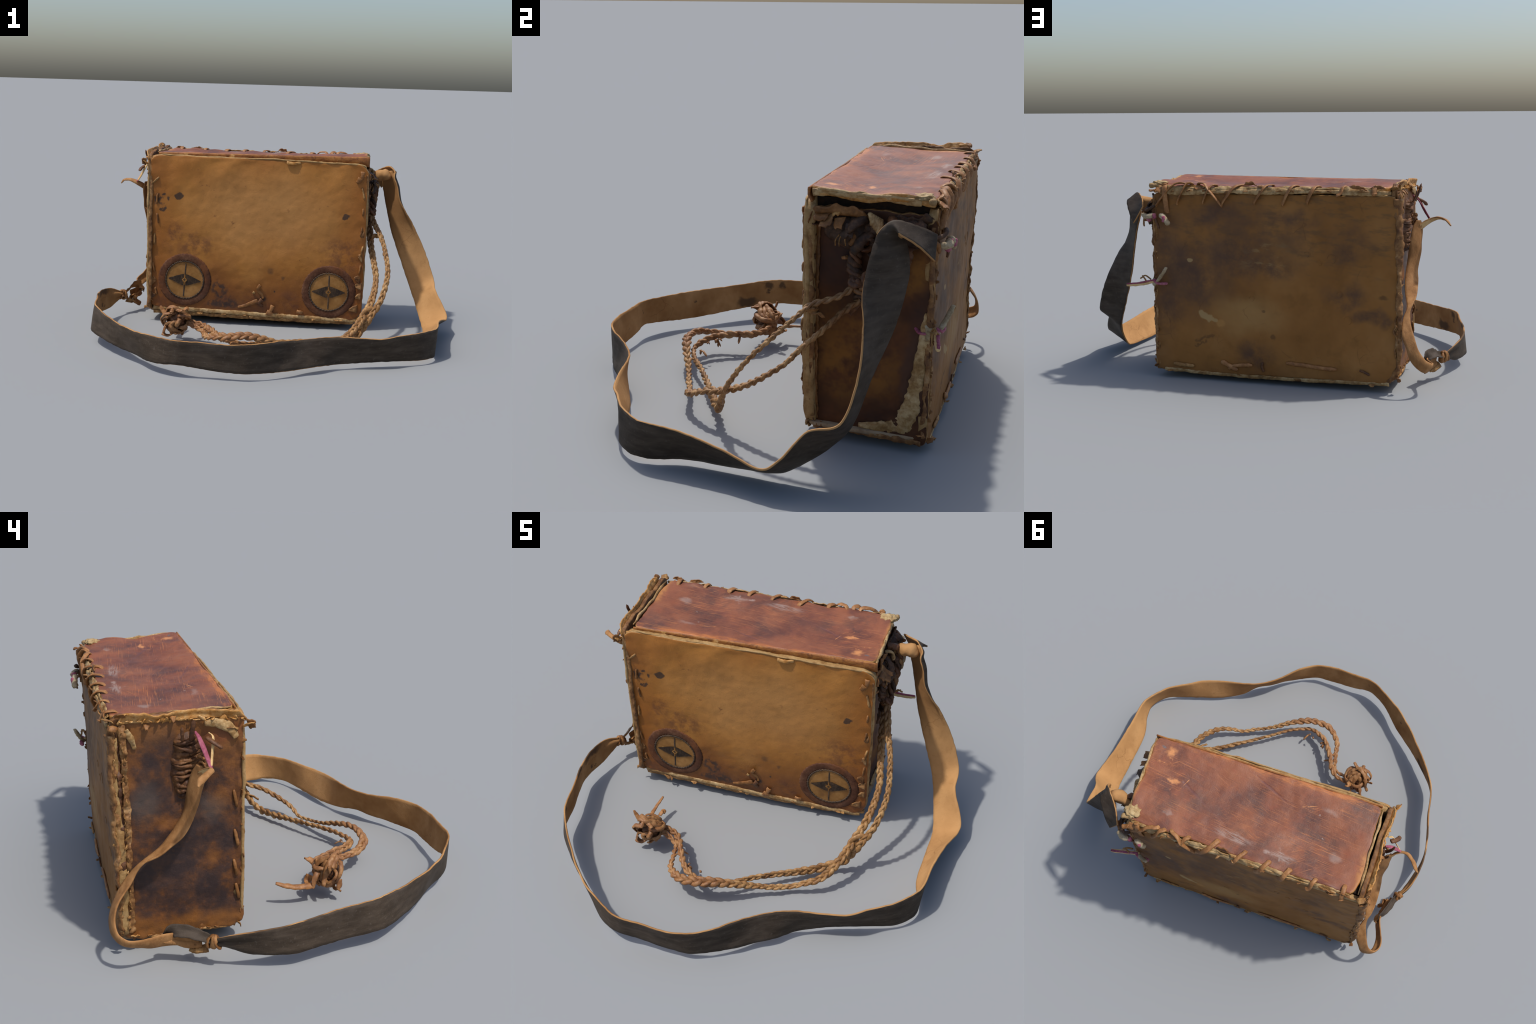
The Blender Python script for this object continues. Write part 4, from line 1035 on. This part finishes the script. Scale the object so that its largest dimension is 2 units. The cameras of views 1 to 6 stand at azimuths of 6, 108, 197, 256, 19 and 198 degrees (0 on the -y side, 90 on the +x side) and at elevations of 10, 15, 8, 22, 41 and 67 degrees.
# ------------------------------------------------------------------ shoulder strap
# rows: upper edge (x,y,z), lower edge (x,y,z), from the carrying end round to the knot
STRAP = [
    (.552, .768, .868, .606, .772, .786), (.575, .722, .892, .632, .748, .816), (.606, .676, .914, .664, .706, .858), (.636, .640, .925, .688, .664, .888), (.658, .612, .918, .664, .648, .898), (.676, .594, .898, .630, .650, .884), (.674, .578, .868, .608, .672, .834),
    (.692, .566, .815, .621, .686, .759), (.710, .552, .735, .634, .684, .705), (.749, .552, .665, .655, .669, .617), (.800, .569, .586, .681, .643, .521),
    (.871, .576, .443, .736, .590, .379), (.932, .533, .282, .796, .545, .226), (.937, .419, .237, .831, .468, .136), (.989, .335, .142, .860, .355, .055),
    (.998, .266, .101, .870, .274, .027), (.956, .121, .127, .863, .132, .020), (.924, -.050, .157, .857, -.054, .020), (.911, -.189, .164, .893, -.189, .018),
    (.878, -.260, .162, .884, -.274, .021), (.809, -.343, .164, .815, -.355, .026), (.713, -.410, .161, .708, -.395, .026), (.621, -.472, .155, .608, -.428, .026),
    (.504, -.509, .163, .479, -.474, .026), (.387, -.532, .168, .380, -.534, .029), (.281, -.570, .164, .308, -.608, .036), (.201, -.623, .165, .232, -.654, .033),
    (.135, -.686, .174, .155, -.710, .033), (.074, -.747, .178, .071, -.759, .034), (-.014, -.804, .178, -.024, -.799, .036), (-.126, -.825, .178, -.133, -.805, .039),
    (-.258, -.820, .181, -.268, -.800, .052), (-.365, -.814, .181, -.365, -.806, .063), (-.446, -.774, .181, -.440, -.778, .054), (-.526, -.724, .180, -.516, -.717, .047),
    (-.606, -.663, .180, -.585, -.638, .049), (-.686, -.578, .182, -.671, -.558, .051), (-.750, -.494, .186, -.751, -.486, .055), (-.812, -.410, .192, -.822, -.409, .060),
    (-.868, -.326, .201, -.886, -.332, .065), (-.907, -.249, .202, -.927, -.247, .068), (-.930, -.121, .200, -.945, -.128, .066), (-.962, -.001, .194, -.975, -.001, .066),
    (-.985, .127, .185, -.996, .117, .061), (-.985, .261, .174, -.963, .268, .063), (-.961, .350, .159, -.934, .357, .089), (-.918, .418, .126, -.924, .398, .100)]
rows = []
R = spline(STRAP, 440)
for i, r in enumerate(R):
    a, b = V(r[:3]), V(r[3:])
    q = R[min(i + 1, 439)], R[max(i - 1, 0)]
    T = (V(q[0][:3]) + V(q[0][3:]) - V(q[1][:3]) - V(q[1][3:])).normalized()
    n = T.cross(b - a).normalized()
    row = []
    t = i / 439
    neck = sstep(.94, 1, t)
    for j in range(11):
        s = j / 10
        p = a.lerp(b, s)
        cup = .005 * math.sin(math.pi * s) * nz(p, 3, 5)
        curl = .030 * math.exp(-((t - .150) / .050) ** 2) * math.sin(math.pi * s ** .55)
        p = p + (n if n.x > 0 else -n) * curl
        p = p + n * (cup + .0030 * fbm(p, 8, 6, 3) + neck * .007 * math.sin(s * 9.5))
        if j in (0, 10):
            p = p + (a - b).normalized() * .0022 * fbm(p, 40, 7, 2)
        row.append(p)
    rows.append(row)
v, f, ix = sheet(rows, .0085)
make("shoulder_strap", (v, f), [M_STRAPO, M_STRAPI], None, ix)
STRAP_V = v
# flesh side curling into a tube where the strap enters the case
P = [V(q) for q in spline([(.500, .640, .840), (.545, .634, .862), (.582, .630, .872), (.616, .624, .874), (.652, .617, .866)], 24)]
make("strap_root", tube(P, lambda t: pw(t, [0, .25, .55, .8, 1], [.014, .022, .033, .034, .016]), 18, 1.0, None, .35, 18, 3), M_STRAPI)
v, f, ix = ribbon([(.520, .70, .870), (.545, .735, .840), (.552, .760, .800), (.550, .765, .770)], lambda t: .035 * (1 - .4 * t), (1, .3, 0), .006, .1, 3, .006, 16, 5, .3)
make("hide_tab", (v, f), [M_RAG, M_TAB], right, ix)

# narrow suede tail climbing the left gusset: two edges
TAIL = [(-.772, .440, .800, -.790, .424, .798), (-.757, .456, .765, -.798, .416, .752), (-.748, .474, .70, -.796, .432, .690), (-.738, .489, .600, -.797, .443, .643), (-.735, .525, .533, -.786, .470, .565), (-.739, .562, .486, -.794, .504, .518), (-.746, .592, .457, -.799, .545, .488),
        (-.762, .645, .428, -.802, .594, .454), (-.770, .685, .402, -.798, .643, .432), (-.757, .722, .355, -.785, .680, .392), (-.763, .770, .285, -.792, .712, .340), (-.788, .796, .236, -.818, .762, .285),
        (-.806, .806, .188, -.842, .786, .229), (-.836, .798, .145, -.876, .782, .180), (-.866, .760, .116, -.900, .750, .158), (-.872, .706, .105, -.900, .708, .150), (-.862, .655, .090, -.880, .655, .142), (-.845, .600, .080, -.856, .585, .138), (-.850, .540, .080, -.862, .525, .135), (-.880, .470, .095, -.885, .465, .130)]
rows = []
R = spline(TAIL, 150)
for i, r in enumerate(R):
    a, b = V(r[:3]), V(r[3:])
    row = []
    for j in range(7):
        s = j / 6
        p = a.lerp(b, s)
        p = p + V((-1, .4, 0)) * (.010 * math.sin(math.pi * s) * (.4 + .6 * nz(p, 5, 2))) + V((0, 0, 1)) * .002 * fbm(p, 20, 3, 2)
        row.append(p)
    rows.append(row)
v, f, ix = sheet(rows, .007)
make("strap_tail", (v, f), [M_TAILS, M_TAILS], None, ix)

# knot joining strap and tail
knot = bpy.data.objects.new("strap_knot", None)
bpy.context.scene.collection.objects.link(knot)
knot.parent = ROOT
ax0, ax1 = V((-.925, .405, .112)), V((-.845, .500, .112))
ax = (ax1 - ax0).normalized()
for k in range(3):
    t = k / 2
    c = ax0.lerp(ax1, .02 + .22 * t)
    s1 = ax.cross(V((0, 0, 1))).normalized()
    rr = (.020, .026, .024)[k]
    P = []
    for q in range(26):
        a = q / 25 * 2 * math.pi * 1.04 + k
        P.append(c + s1 * math.cos(a) * rr * .62 + V((0, 0, 1)) * math.sin(a) * rr + ax * (.010 * math.sin(a + k * 2)))
    make("knot_wrap", tube(P, .012, 8, .5, None, .4, 40, k * 3.0, (.4, .4)), (M_TAB, M_TAILS, M_TAB)[k], knot)
# black loop end lying past the knot
v, f, ix = ribbon([(-.915, .42, .118), (-.893, .47, .135), (-.873, .525, .150), (-.850, .570, .145), (-.832, .590, .118), (-.832, .596, .098)], lambda t: pw(t, [0, .3, .6, 1], [.030, .048, .050, .014]), (-.8, -.35, .35), .005, -.10, 4, .009, 30, 9, .12)
make("strap_end", (v, f), [M_STRAPI, M_STRAPO], knot, ix)
for pts, w, mt in (([(-.872, .462, .085), (-.850, .475, .065), (-.822, .485, .050)], .045, M_TAB),
                   ([(-.885, .46, .100), (-.868, .51, .095), (-.856, .56, .102), (-.850, .61, .108)], .040, M_TAILS), ([(-.90, .44, .08), (-.875, .48, .062), (-.855, .50, .058)], .035, M_RAWDARK)):
    v, f, ix = ribbon(pts, lambda t, w=w: w * (1 - .5 * t), (-.6, -.4, .5), .007, .35, w * 300, .010, 18, 7, .35)
    make("knot_flap", (v, f), [mt, mt], knot, ix)

# ------------------------------------------------------------------ lashing and ribbon on the left gusset
lash = bpy.data.objects.new("thong_lashing", None)
bpy.context.scene.collection.objects.link(lash)
lash.parent = ROOT
rows = []
for i in range(90):
    t = i / 89
    z = lerp(.915, .640, t)
    cy = lerp(.466, .480, t) + .006 * nz((t * 5, 0, 0), 1)
    w = pw(t, [0, .12, .35, .6, .85, 1], [.030, .048, .054, .060, .044, .020]) * (1 + .10 * nz((t * 13, 2, 0), 1.0))
    row = []
    for j in range(31):
        q = j / 30 * 2 - 1
        tilt = .030 * nz((q * 1.2, t * 4, 6), 1)
        ph = (t + tilt + .012 * q) * 11.5
        ridge = 1 - abs(2 * (ph - math.floor(ph)) - 1) ** 1.6
        wk = math.floor(ph)
        prof = max(0.0, 1 - abs(q) ** (2.6 + 1.5 * nz((wk, 3, 0), 1.7)))
        h = prof * (.014 + .011 * ridge + .008 * nz((wk * 1.3, q * 2, 1), 1.1) + .006 * fbm((q * 3, t * 14, 0), 1.6, 8, 3)) * min(1, t * 9, (1 - t) * 9)
        y = cy - q * w * (1 + .22 * nz((wk, 7, q), 1.3))
        bx = drop(BLe, (-.735, y, z), (1, 0, 0)).x
        row.append(V((bx + .004 - h * 1.35, y, z + .006 * fbm((q * 2, t * 9, 4), 1, 3, 2))))
    rows.append(row)
v, f, ix = sheet(rows, .006)
make("lashing_wrap", (v, f), [M_LASH, M_LASH], lash, ix)
for k, (t, a) in enumerate(((.10, .012), (.22, -.014), (.40, .008), (.47, -.006), (.62, .006), (.78, -.010))):
    z, w = lerp(.915, .640, t), (.040, .050, .055, .058, .056, .044)[k]
    P = []
    for q in range(13):
        x = q / 12 * 2 - 1
        y = .472 - x * w
        bx = drop(BLe, (-.735, y, z), (1, 0, 0)).x
        P.append((bx + .006 - .036 * (1 - abs(x) ** 3), y, z + a * x + .008 * nz((k, x * 2, 1), 1)))
    make("lashing_wrap", tube([V(p) for p in spline(P, 26)], .010, 8, .7, (0, 0, 1), .6, 30, k * 1.7, (.3, .3)), M_LASH, lash)
for pts, r in (([(-.760, .49, .895), (-.775, .492, .925), (-.780, .494, .955)], .007), ([(-.765, .458, .90), (-.785, .455, .945), (-.795, .450, .985)], .010),
               ([(-.770, .40, .905), (-.80, .37, .885), (-.805, .345, .868)], .012)):
    thong(pts, r, M_THONGD, lash, "thong_end", .6, 14, None, r * 900, (1, .1))
v, f, ix = ribbon([(-.752, .440, .925), (-.775, .428, .905), (-.805, .412, .860), (-.826, .400, .815), (-.834, .396, .800)], lambda t: pw(t, [0, .4, 1], [.008, .020, .012]), (-.8, -.4, .3), .004, .1, 3, .002, 24)
make("pink_ribbon", (v, f), [M_PINK, M_PINK], lash, ix)
v, f, ix = ribbon([(-.750, .385, .915), (-.770, .375, .905), (-.790, .380, .870), (-.812, .390, .830), (-.832, .398, .800)], lambda t: pw(t, [0, .4, 1], [.010, .016, .010]), (-.6, -.8, .3), .004, .1, 5, .002, 24)
make("pink_ribbon", (v, f), [M_PINK, M_RIBTAN], lash, ix)
v, f, ix = ribbon([(-.785, .428, .765), (-.808, .408, .785), (-.836, .395, .802), (-.872, .402, .812), (-.905, .425, .812), (-.930, .452, .800), (-.945, .468, .781)], lambda t: pw(t, [0, .25, .45, .6, .85, 1], [.026, .028, .020, .020, .026, .004]), [(-.3, -.8, .5), (-.3, -.7, .6), (-.2, -.5, .8), (-.5, -.3, .8), (-.8, -.3, .5)], .006, .25, 7, .003, 40)
make("ribbon_end", (v, f), [M_RIBTAN, M_TAILS], lash, ix)
for k, (y, z) in enumerate(((.415, .80), (.405, .785), (.42, .825))):
    P = [V((-.758 - .012 * math.sin(a), y + .012 * math.cos(a), z + .008 * math.sin(a * 2))) for a in [q * .5 for q in range(13)]]
    make("thong_end", tube(P, .006, 7, .8, None, .3, 60, k), M_THONG, lash)

# ------------------------------------------------------------------ drawcord: two three-strand plaits
CORD_A = [(.536, .504, .670), (.564, .428, .612), (.590, .329, .576), (.614, .278, .531), (.637, .200, .454), (.647, .114, .366), (.618, .027, .255), (.557, -.033, .153), (.501, -.067, .078), (.465, -.084, .060),
          (.425, -.104, .045), (.373, -.137, .040), (.303, -.183, .045), (.213, -.238, .055), (.113, -.304, .066), (.015, -.374, .071), (-.094, -.422, .074), (-.165, -.405, .089), (-.229, -.356, .099), (-.280, -.271, .102), (-.336, -.179, .099), (-.420, -.150, .112)]
CORD_B = [(.537, .503, .600), (.545, .427, .535), (.555, .364, .468), (.572, .293, .400), (.586, .231, .332), (.580, .151, .270), (.559, .065, .211), (.526, -.022, .167), (.487, -.140, .129), (.427, -.225, .085), (.361, -.262, .066),
          (.292, -.283, .041), (.214, -.321, .048), (.125, -.357, .067), (.039, -.401, .098), (-.055, -.441, .124), (-.145, -.463, .122), (-.225, -.449, .112), (-.287, -.384, .097), (-.309, -.287, .087), (-.338, -.211, .081), (-.420, -.180, .112)]
def plait(pts, radius, period, name, seed, mat):
    P = [V(p) for p in spline(pts, 700)]
    F = frames(P, (0, 0, 1))
    parts = []
    ph0 = [0.0]
    for i in range(1, 700):
        t = i / 699
        ph0.append(ph0[-1] + (P[i] - P[i - 1]).length / (period * (.50 + .50 * radius(t) / .014) * (1 + .22 * nz((t * 9, seed, 0), 1))) * 2 * math.pi)
    for k in range(3):
        path = []
        for i in range(0, 700):
            r = radius(i / 699) * (1 + .14 * fbm(P[i], 11, seed, 2))
            ph = ph0[i] + k * 2 * math.pi / 3
            path.append(P[i] + F[i][1] * math.sin(ph) * r * .74 + F[i][2] * math.sin(2 * ph) * r * .30)
        rr = lambda t, k=k: radius(t) * (.66 + .12 * nz((t * 40, k, seed), 1))
        parts.append(tube(path, rr, 10, .74, (0, 0, 1), .26, 40, seed + k))
    return make(name, join(*parts), mat)
ra = lambda t: pw(t, [0, .08, .16, .28, .38, .5, .58, .64, .72, .8, .9, 1], [.014, .0125, .0105, .0125, .018, .0172, .0145, .011, .0112, .014, .015, .0125])
rb = lambda t: pw(t, [0, .08, .2, .32, .42, .50, .6, .70, .78, .84, .92, 1], [.0145, .0145, .0125, .016, .0155, .011, .0105, .0175, .0185, .0145, .010, .0110])
plait(CORD_A, ra, .120, "drawcord", 1, M_CORD)
plait(CORD_B, rb, .120, "drawcord", 5, M_CORD)
# binding where the two plaits are tied together, and frayed ends
for pts, w in (([(.600, -.010, .190), (.570, -.010, .205), (.530, -.030, .190), (.520, -.045, .160)], .020), ([(.555, .36, .52), (.575, .34, .55), (.60, .325, .565)], .030),
               ([(.50, -.06, .10), (.478, -.09, .095), (.46, -.11, .085)], .018)):
    v, f, ix = ribbon(pts, w, (.5, -.5, .6), .006, .2, w * 100, .004, 14, 5, .2)
    make("cord_binding", (v, f), [M_CORD, M_CORD], None, ix)
fr = []
r = random.Random(11)
for (c, d, n) in (((-.215, -.350, .085), (.5, .8, -.3), 4), ((-.095, -.41, .062), (.4, .7, -.2), 2), ((-.285, -.285, .090), (.9, .2, -.2), 2), ((-.12, -.385, .09), (.2, .9, .5), 1)):
    for k in range(n):
        o = V(d) + V((r.uniform(-.6, .6), r.uniform(-.6, .6), r.uniform(-.5, .5)))
        b = V(c) + V((r.uniform(-.02, .02), r.uniform(-.02, .02), 0))
        l = r.uniform(.018, .036)
        q = [b, b + o * l * .5 + V((0, 0, .006)), b + o * l + V((r.uniform(-.012, .012), r.uniform(-.012, .012), -.006))]
        fr.append(tube([V(p) for p in spline(q, 8)], .0058, 6, .5, None, .5, 60, k, (1, .3)))
make("cord_fray", join(*fr), M_CORD, kind="stuff")

# monkey-fist-like knot at the free end
ck = bpy.data.objects.new("cord_knot", None)
bpy.context.scene.collection.objects.link(ck)
ck.parent = ROOT
KC = V((-.474, -.192, .123))
make("knot_core", ell(KC, .046, .042, .048, 16, 3, .35), M_THONGD, ck)
r = random.Random(23)
for k in range(19):
    axv = V((r.gauss(0, 1), r.gauss(0, 1), r.gauss(0, 1))).normalized()
    s1 = axv.orthogonal().normalized()
    s2 = axv.cross(s1)
    off = r.uniform(-.036, .036)
    rr = math.sqrt(max(.035 ** 2, .070 ** 2 - off ** 2)) * r.uniform(.80, 1.20)
    a0, span = r.uniform(0, 6.28), r.uniform(2.6, 4.6)
    P = []
    for q in range(20):
        a = a0 + span * q / 19
        e = abs(q / 19 * 2 - 1)
        p = (s1 * math.cos(a) * (.85 + .15 * math.sin(k)) + s2 * math.sin(a)) * rr * (1 + (.34 if k % 3 == 0 else -.35) * e ** 5) + axv * (off + .010 * math.sin(a * 2 + k))
        P.append(KC + V((p.x * 1.0, p.y * .92, p.z * 1.05)))
    wd = r.uniform(.018, .032)
    v, f, ix = ribbon(P, lambda t, wd=wd: wd * (.55 + .45 * math.sin(math.pi * t)), [(p - KC) for p in P], .006, r.uniform(.2, .6), k * 2.1, .012, 34, 7, .4)
    make("knot_strand", (v, f), [M_CORD if k % 4 else M_THONG, M_CORD], ck, ix)
for pts, w, mt in (([(-.520, -.115, .085), (-.530, -.070, .090), (-.528, -.020, .092), (-.520, .025, .100), (-.513, .056, .112)], .026, M_THONG), ([(-.505, -.135, .14), (-.520, -.118, .115), (-.530, -.110, .085), (-.535, -.105, .075)], .022, M_CORD),
                   ([(-.535, -.19, .165), (-.520, -.215, .195), (-.490, -.225, .200), (-.470, -.215, .190)], .018, M_CORD), ([(-.540, -.175, .150), (-.560, -.165, .175), (-.568, -.160, .190)], .020, M_THONG), ([(-.45, -.13, .165), (-.44, -.11, .178), (-.425, -.105, .165)], .028, M_THONG),
                   ([(-.530, -.23, .10), (-.540, -.225, .06), (-.515, -.22, .048), (-.49, -.21, .055)], .026, M_CORD), ([(-.50, -.24, .175), (-.54, -.235, .165), (-.555, -.22, .13), (-.545, -.21, .095)], .020, M_CORD), ([(-.46, -.115, .10), (-.47, -.10, .075), (-.495, -.095, .070)], .030, M_THONG)):
    v, f, ix = ribbon(pts, lambda t, w=w: w * (1 - .55 * t ** 2), (-.5, -.3, .8), .006, .2, w * 700, .006, 22, 5, .3)
    make("knot_end", (v, f), [mt, mt], ck, ix)

# ------------------------------------------------------------------ tangle at the right end where cord and strap are tied in
hub = bpy.data.objects.new("cord_tangle", None)
bpy.context.scene.collection.objects.link(hub)
hub.parent = ROOT
mv, mf = ell((.490, .480, .838), .040, .135, .066, 34, 7, .0)
mv = [p + V((1, 0, .1)) * (.020 * fbm(p, 13, 4, 4) + .008 * math.sin(p.y * 95 + 6 * nz(p, 9, 2))) for p in mv]
make("tangle_mass", (mv, mf), M_RAG, hub)
mv, mf = ell((.505, .665, .850), .040, .080, .056, 34, 3, .0)
mv = [p + V((1, .1, .2)) * (.022 * fbm(p, 15, 8, 4) + .008 * math.sin(p.y * 80 + p.z * 60)) for p in mv]
make("tangle_mass", (mv, mf), M_RAG, hub)
for pts, w, mt in (([(.505, .590, .905), (.535, .600, .905), (.555, .612, .890), (.560, .618, .865)], .040, M_THONGD), ([(.505, .690, .895), (.530, .70, .895), (.548, .705, .878), (.548, .71, .85)], .045, M_RAG), ([(.52, .60, .85), (.55, .605, .84), (.565, .60, .81), (.55, .59, .78)], .05, M_RAG), ([(.515, .66, .82), (.54, .665, .80), (.545, .66, .77), (.53, .655, .745)], .045, M_THONGD)):
    v, f, ix = ribbon(pts, lambda t, w=w: w * (1 - .35 * t), (.7, -.2, .7), .006, .25, w * 700 + pts[0][1], .012, 20, 7, .4)
    make("tangle_rag", (v, f), [mt, mt], hub, ix)
for k in range(3):
    P = []
    for i in range(70):
        t = i / 69
        c = V(spline([(.500, .520, .880), (.515, .510, .830), (.520, .480, .780), (.518, .468, .720), (.525, .485, .670), (.535, .503, .610)], 70)[i])
        a = t * 26 + k * 2.094
        P.append(c + V((math.cos(a) * .5, math.sin(a), .0)) * .016)
    make("tangle_strand", tube(P, .0135, 8, .8, None, .45, 45, k * 2.0), M_RAG if k else M_THONGD, hub)
for k, (c, rx, rz, mt) in enumerate((((.535, .500, .660), .030, .020, M_THONGD), ((.540, .500, .640), .026, .018, M_CORD), ((.548, .488, .668), .022, .022, M_THONGD), ((.520, .52, .835), .034, .030, M_RAG), ((.515, .50, .80), .03, .03, M_THONGD), ((.532, .505, .605), .024, .018, M_RAG))):
    P = [V(c) + V((rx * .7 * math.cos(a), rx * math.sin(a), rz * .5 * math.sin(a * 1.5 + k))) for a in [q * .36 for q in range(20)]]
    make("tangle_knot", tube(P, .013, 8, .8, None, .4, 45, k * 1.1), mt, hub)
for pts, w, mt in (([(.515, .505, .905), (.548, .480, .890), (.562, .455, .865), (.555, .425, .835)], .040, M_RAG), ([(.52, .535, .86), (.550, .515, .845), (.566, .490, .810), (.550, .465, .775)], .045, M_RAG), ([(.505, .49, .85), (.53, .47, .83), (.53, .45, .80)], .035, M_TAB),
                   ([(.51, .475, .74), (.525, .465, .71), (.52, .455, .67)], .03, M_RAG), ([(.50, .44, .745), (.508, .43, .744), (.505, .415, .742)], .012, M_THONG), ([(.50, .56, .80), (.53, .55, .79), (.535, .53, .76)], .04, M_RAG), ([(.51, .50, .59), (.52, .47, .56), (.515, .455, .53)], .025, M_THONGD)):
    v, f, ix = ribbon(pts, lambda t, w=w: w * (1 - .35 * t), (1, -.2, .4), .006, .25, w * 900, .010, 18, 6, .4)
    make("tangle_rag", (v, f), [mt, mt], hub, ix)
for k in (0, 2, 5):   # frayed fibres below the strip
    q = [(.543, .428 + .004 * (k - 3), .838), (.548, .424 + .007 * (k - 3), .818), (.541 + .004 * (k % 3), .425 + .008 * (k - 3), .795 + .004 * (k % 2))]
    make("tangle_fibre", tube([V(p) for p in spline(q, 8)], .0026, 6, 1, None, .3, 60, k), M_RAWDARK, hub)
# the cords run on, twisted together, up to the strap root
for k in range(3):
    C = spline([(.540, .495, .650), (.552, .535, .700), (.560, .580, .762), (.560, .615, .815), (.552, .635, .855)], 60)
    P = [V(c) + V((math.cos(i * .30 + k * 2.094), -.6 * math.sin(i * .30 + k * 2.094), .5 * math.sin(i * .30 + k * 2.094))) * .013 for i, c in enumerate(C)]
    make("tangle_strand", tube(P, .0135, 9, .75, None, .4, 40, k * 2.7), (M_CORD, M_RAG, M_THONGD)[k], hub)
v, f, ix = ribbon([(.575, .640, .845), (.585, .636, .815), (.582, .630, .785), (.575, .628, .765)], lambda t: .030 * (1 - .5 * t), (.8, -.5, 0), .005, .2, 6, .010, 18, 6, .4)
make("tangle_rag", (v, f), [M_CLOTH, M_CLOTH], hub, ix)
# pale gathered cloth
for k in range(6):
    q = [(.508, .520 + .008 * k, .915 - .004 * k), (.535, .525 + .008 * k, .916 - .006 * k), (.548, .532 + .007 * k, .900 - .009 * k), (.540, .535 + .006 * k, .882 - .007 * k)]
    make("cloth_fold", tube([V(p) for p in spline(q, 16)], .009, 8, .6, None, .35, 60, k), M_BONE if k < 4 else M_RAW, hub)

# cloth tie at the rear upper corner and ribbon tie half-way down the rear right seam
for pts, rr, mt in (([(.545, .785, .830), (.522, .800, .824), (.500, .806, .826), (.480, .800, .830)], .016, M_CLOTH), ([(.445, .795, .833), (.430, .806, .826), (.412, .808, .805), (.398, .806, .788)], .015, M_CLOTH),
                    ([(.49, .795, .84), (.475, .806, .83), (.465, .802, .80), (.455, .795, .765)], .006, M_THONGD), ([(.512, .80, .806), (.500, .806, .812)], .014, M_PINK), ([(.478, .805, .838), (.474, .806, .815)], .013, M_PINK), ([(.424, .813, .828), (.420, .812, .800)], .0125, M_PINK),
                    ([(.55, .72, .86), (.54, .76, .85), (.51, .79, .86), (.48, .79, .875)], .010, M_RAG), ([(.56, .74, .85), (.545, .77, .83), (.53, .775, .80)], .012, M_TAB)):
    make("cloth_tie", tube([V(p) for p in spline(pts, 18)], rr, 9, .8, None, .3, 50, rr * 100, (.8, .8)), mt, back)
for pts, rr, mt in (([(.480, .775, .497), (.507, .780, .490), (.545, .786, .480), (.590, .796, .474), (.636, .804, .472)], .0105, M_RIBTAN), ([(.485, .778, .502), (.52, .786, .496), (.575, .796, .484), (.635, .806, .478)], .0065, M_PINK), ([(.495, .778, .480), (.470, .790, .500), (.440, .808, .535), (.410, .824, .572)], .011, M_CLOTH),
                    ([(.52, .765, .500), (.545, .775, .520), (.560, .78, .512), (.570, .785, .505)], .006, M_RAWDARK), ([(.56, .78, .52), (.545, .785, .505), (.535, .79, .495)], .005, M_RAWDARK), ([(.495, .785, .498), (.465, .792, .486), (.42, .793, .487)], .010, M_PINK), ([(.505, .745, .505), (.500, .775, .490), (.490, .785, .475)], .010, M_CLOTH),
                    ([(.498, .70, .50), (.508, .72, .485), (.505, .75, .485)], .009, M_PINK), ([(.500, .735, .520), (.508, .745, .505), (.506, .748, .47), (.500, .74, .45)], .010, M_CLOTH)):
    make("ribbon_tie", tube([V(p) for p in spline(pts, 18)], rr, 9, .7, None, .25, 60, rr * 100, (.8, .8)), mt, back)

# nothing may sit below the ground
low = min((o.matrix_world @ v.co).z for o in bpy.data.objects if o.type == 'MESH' for v in o.data.vertices)
print("lowest", low)
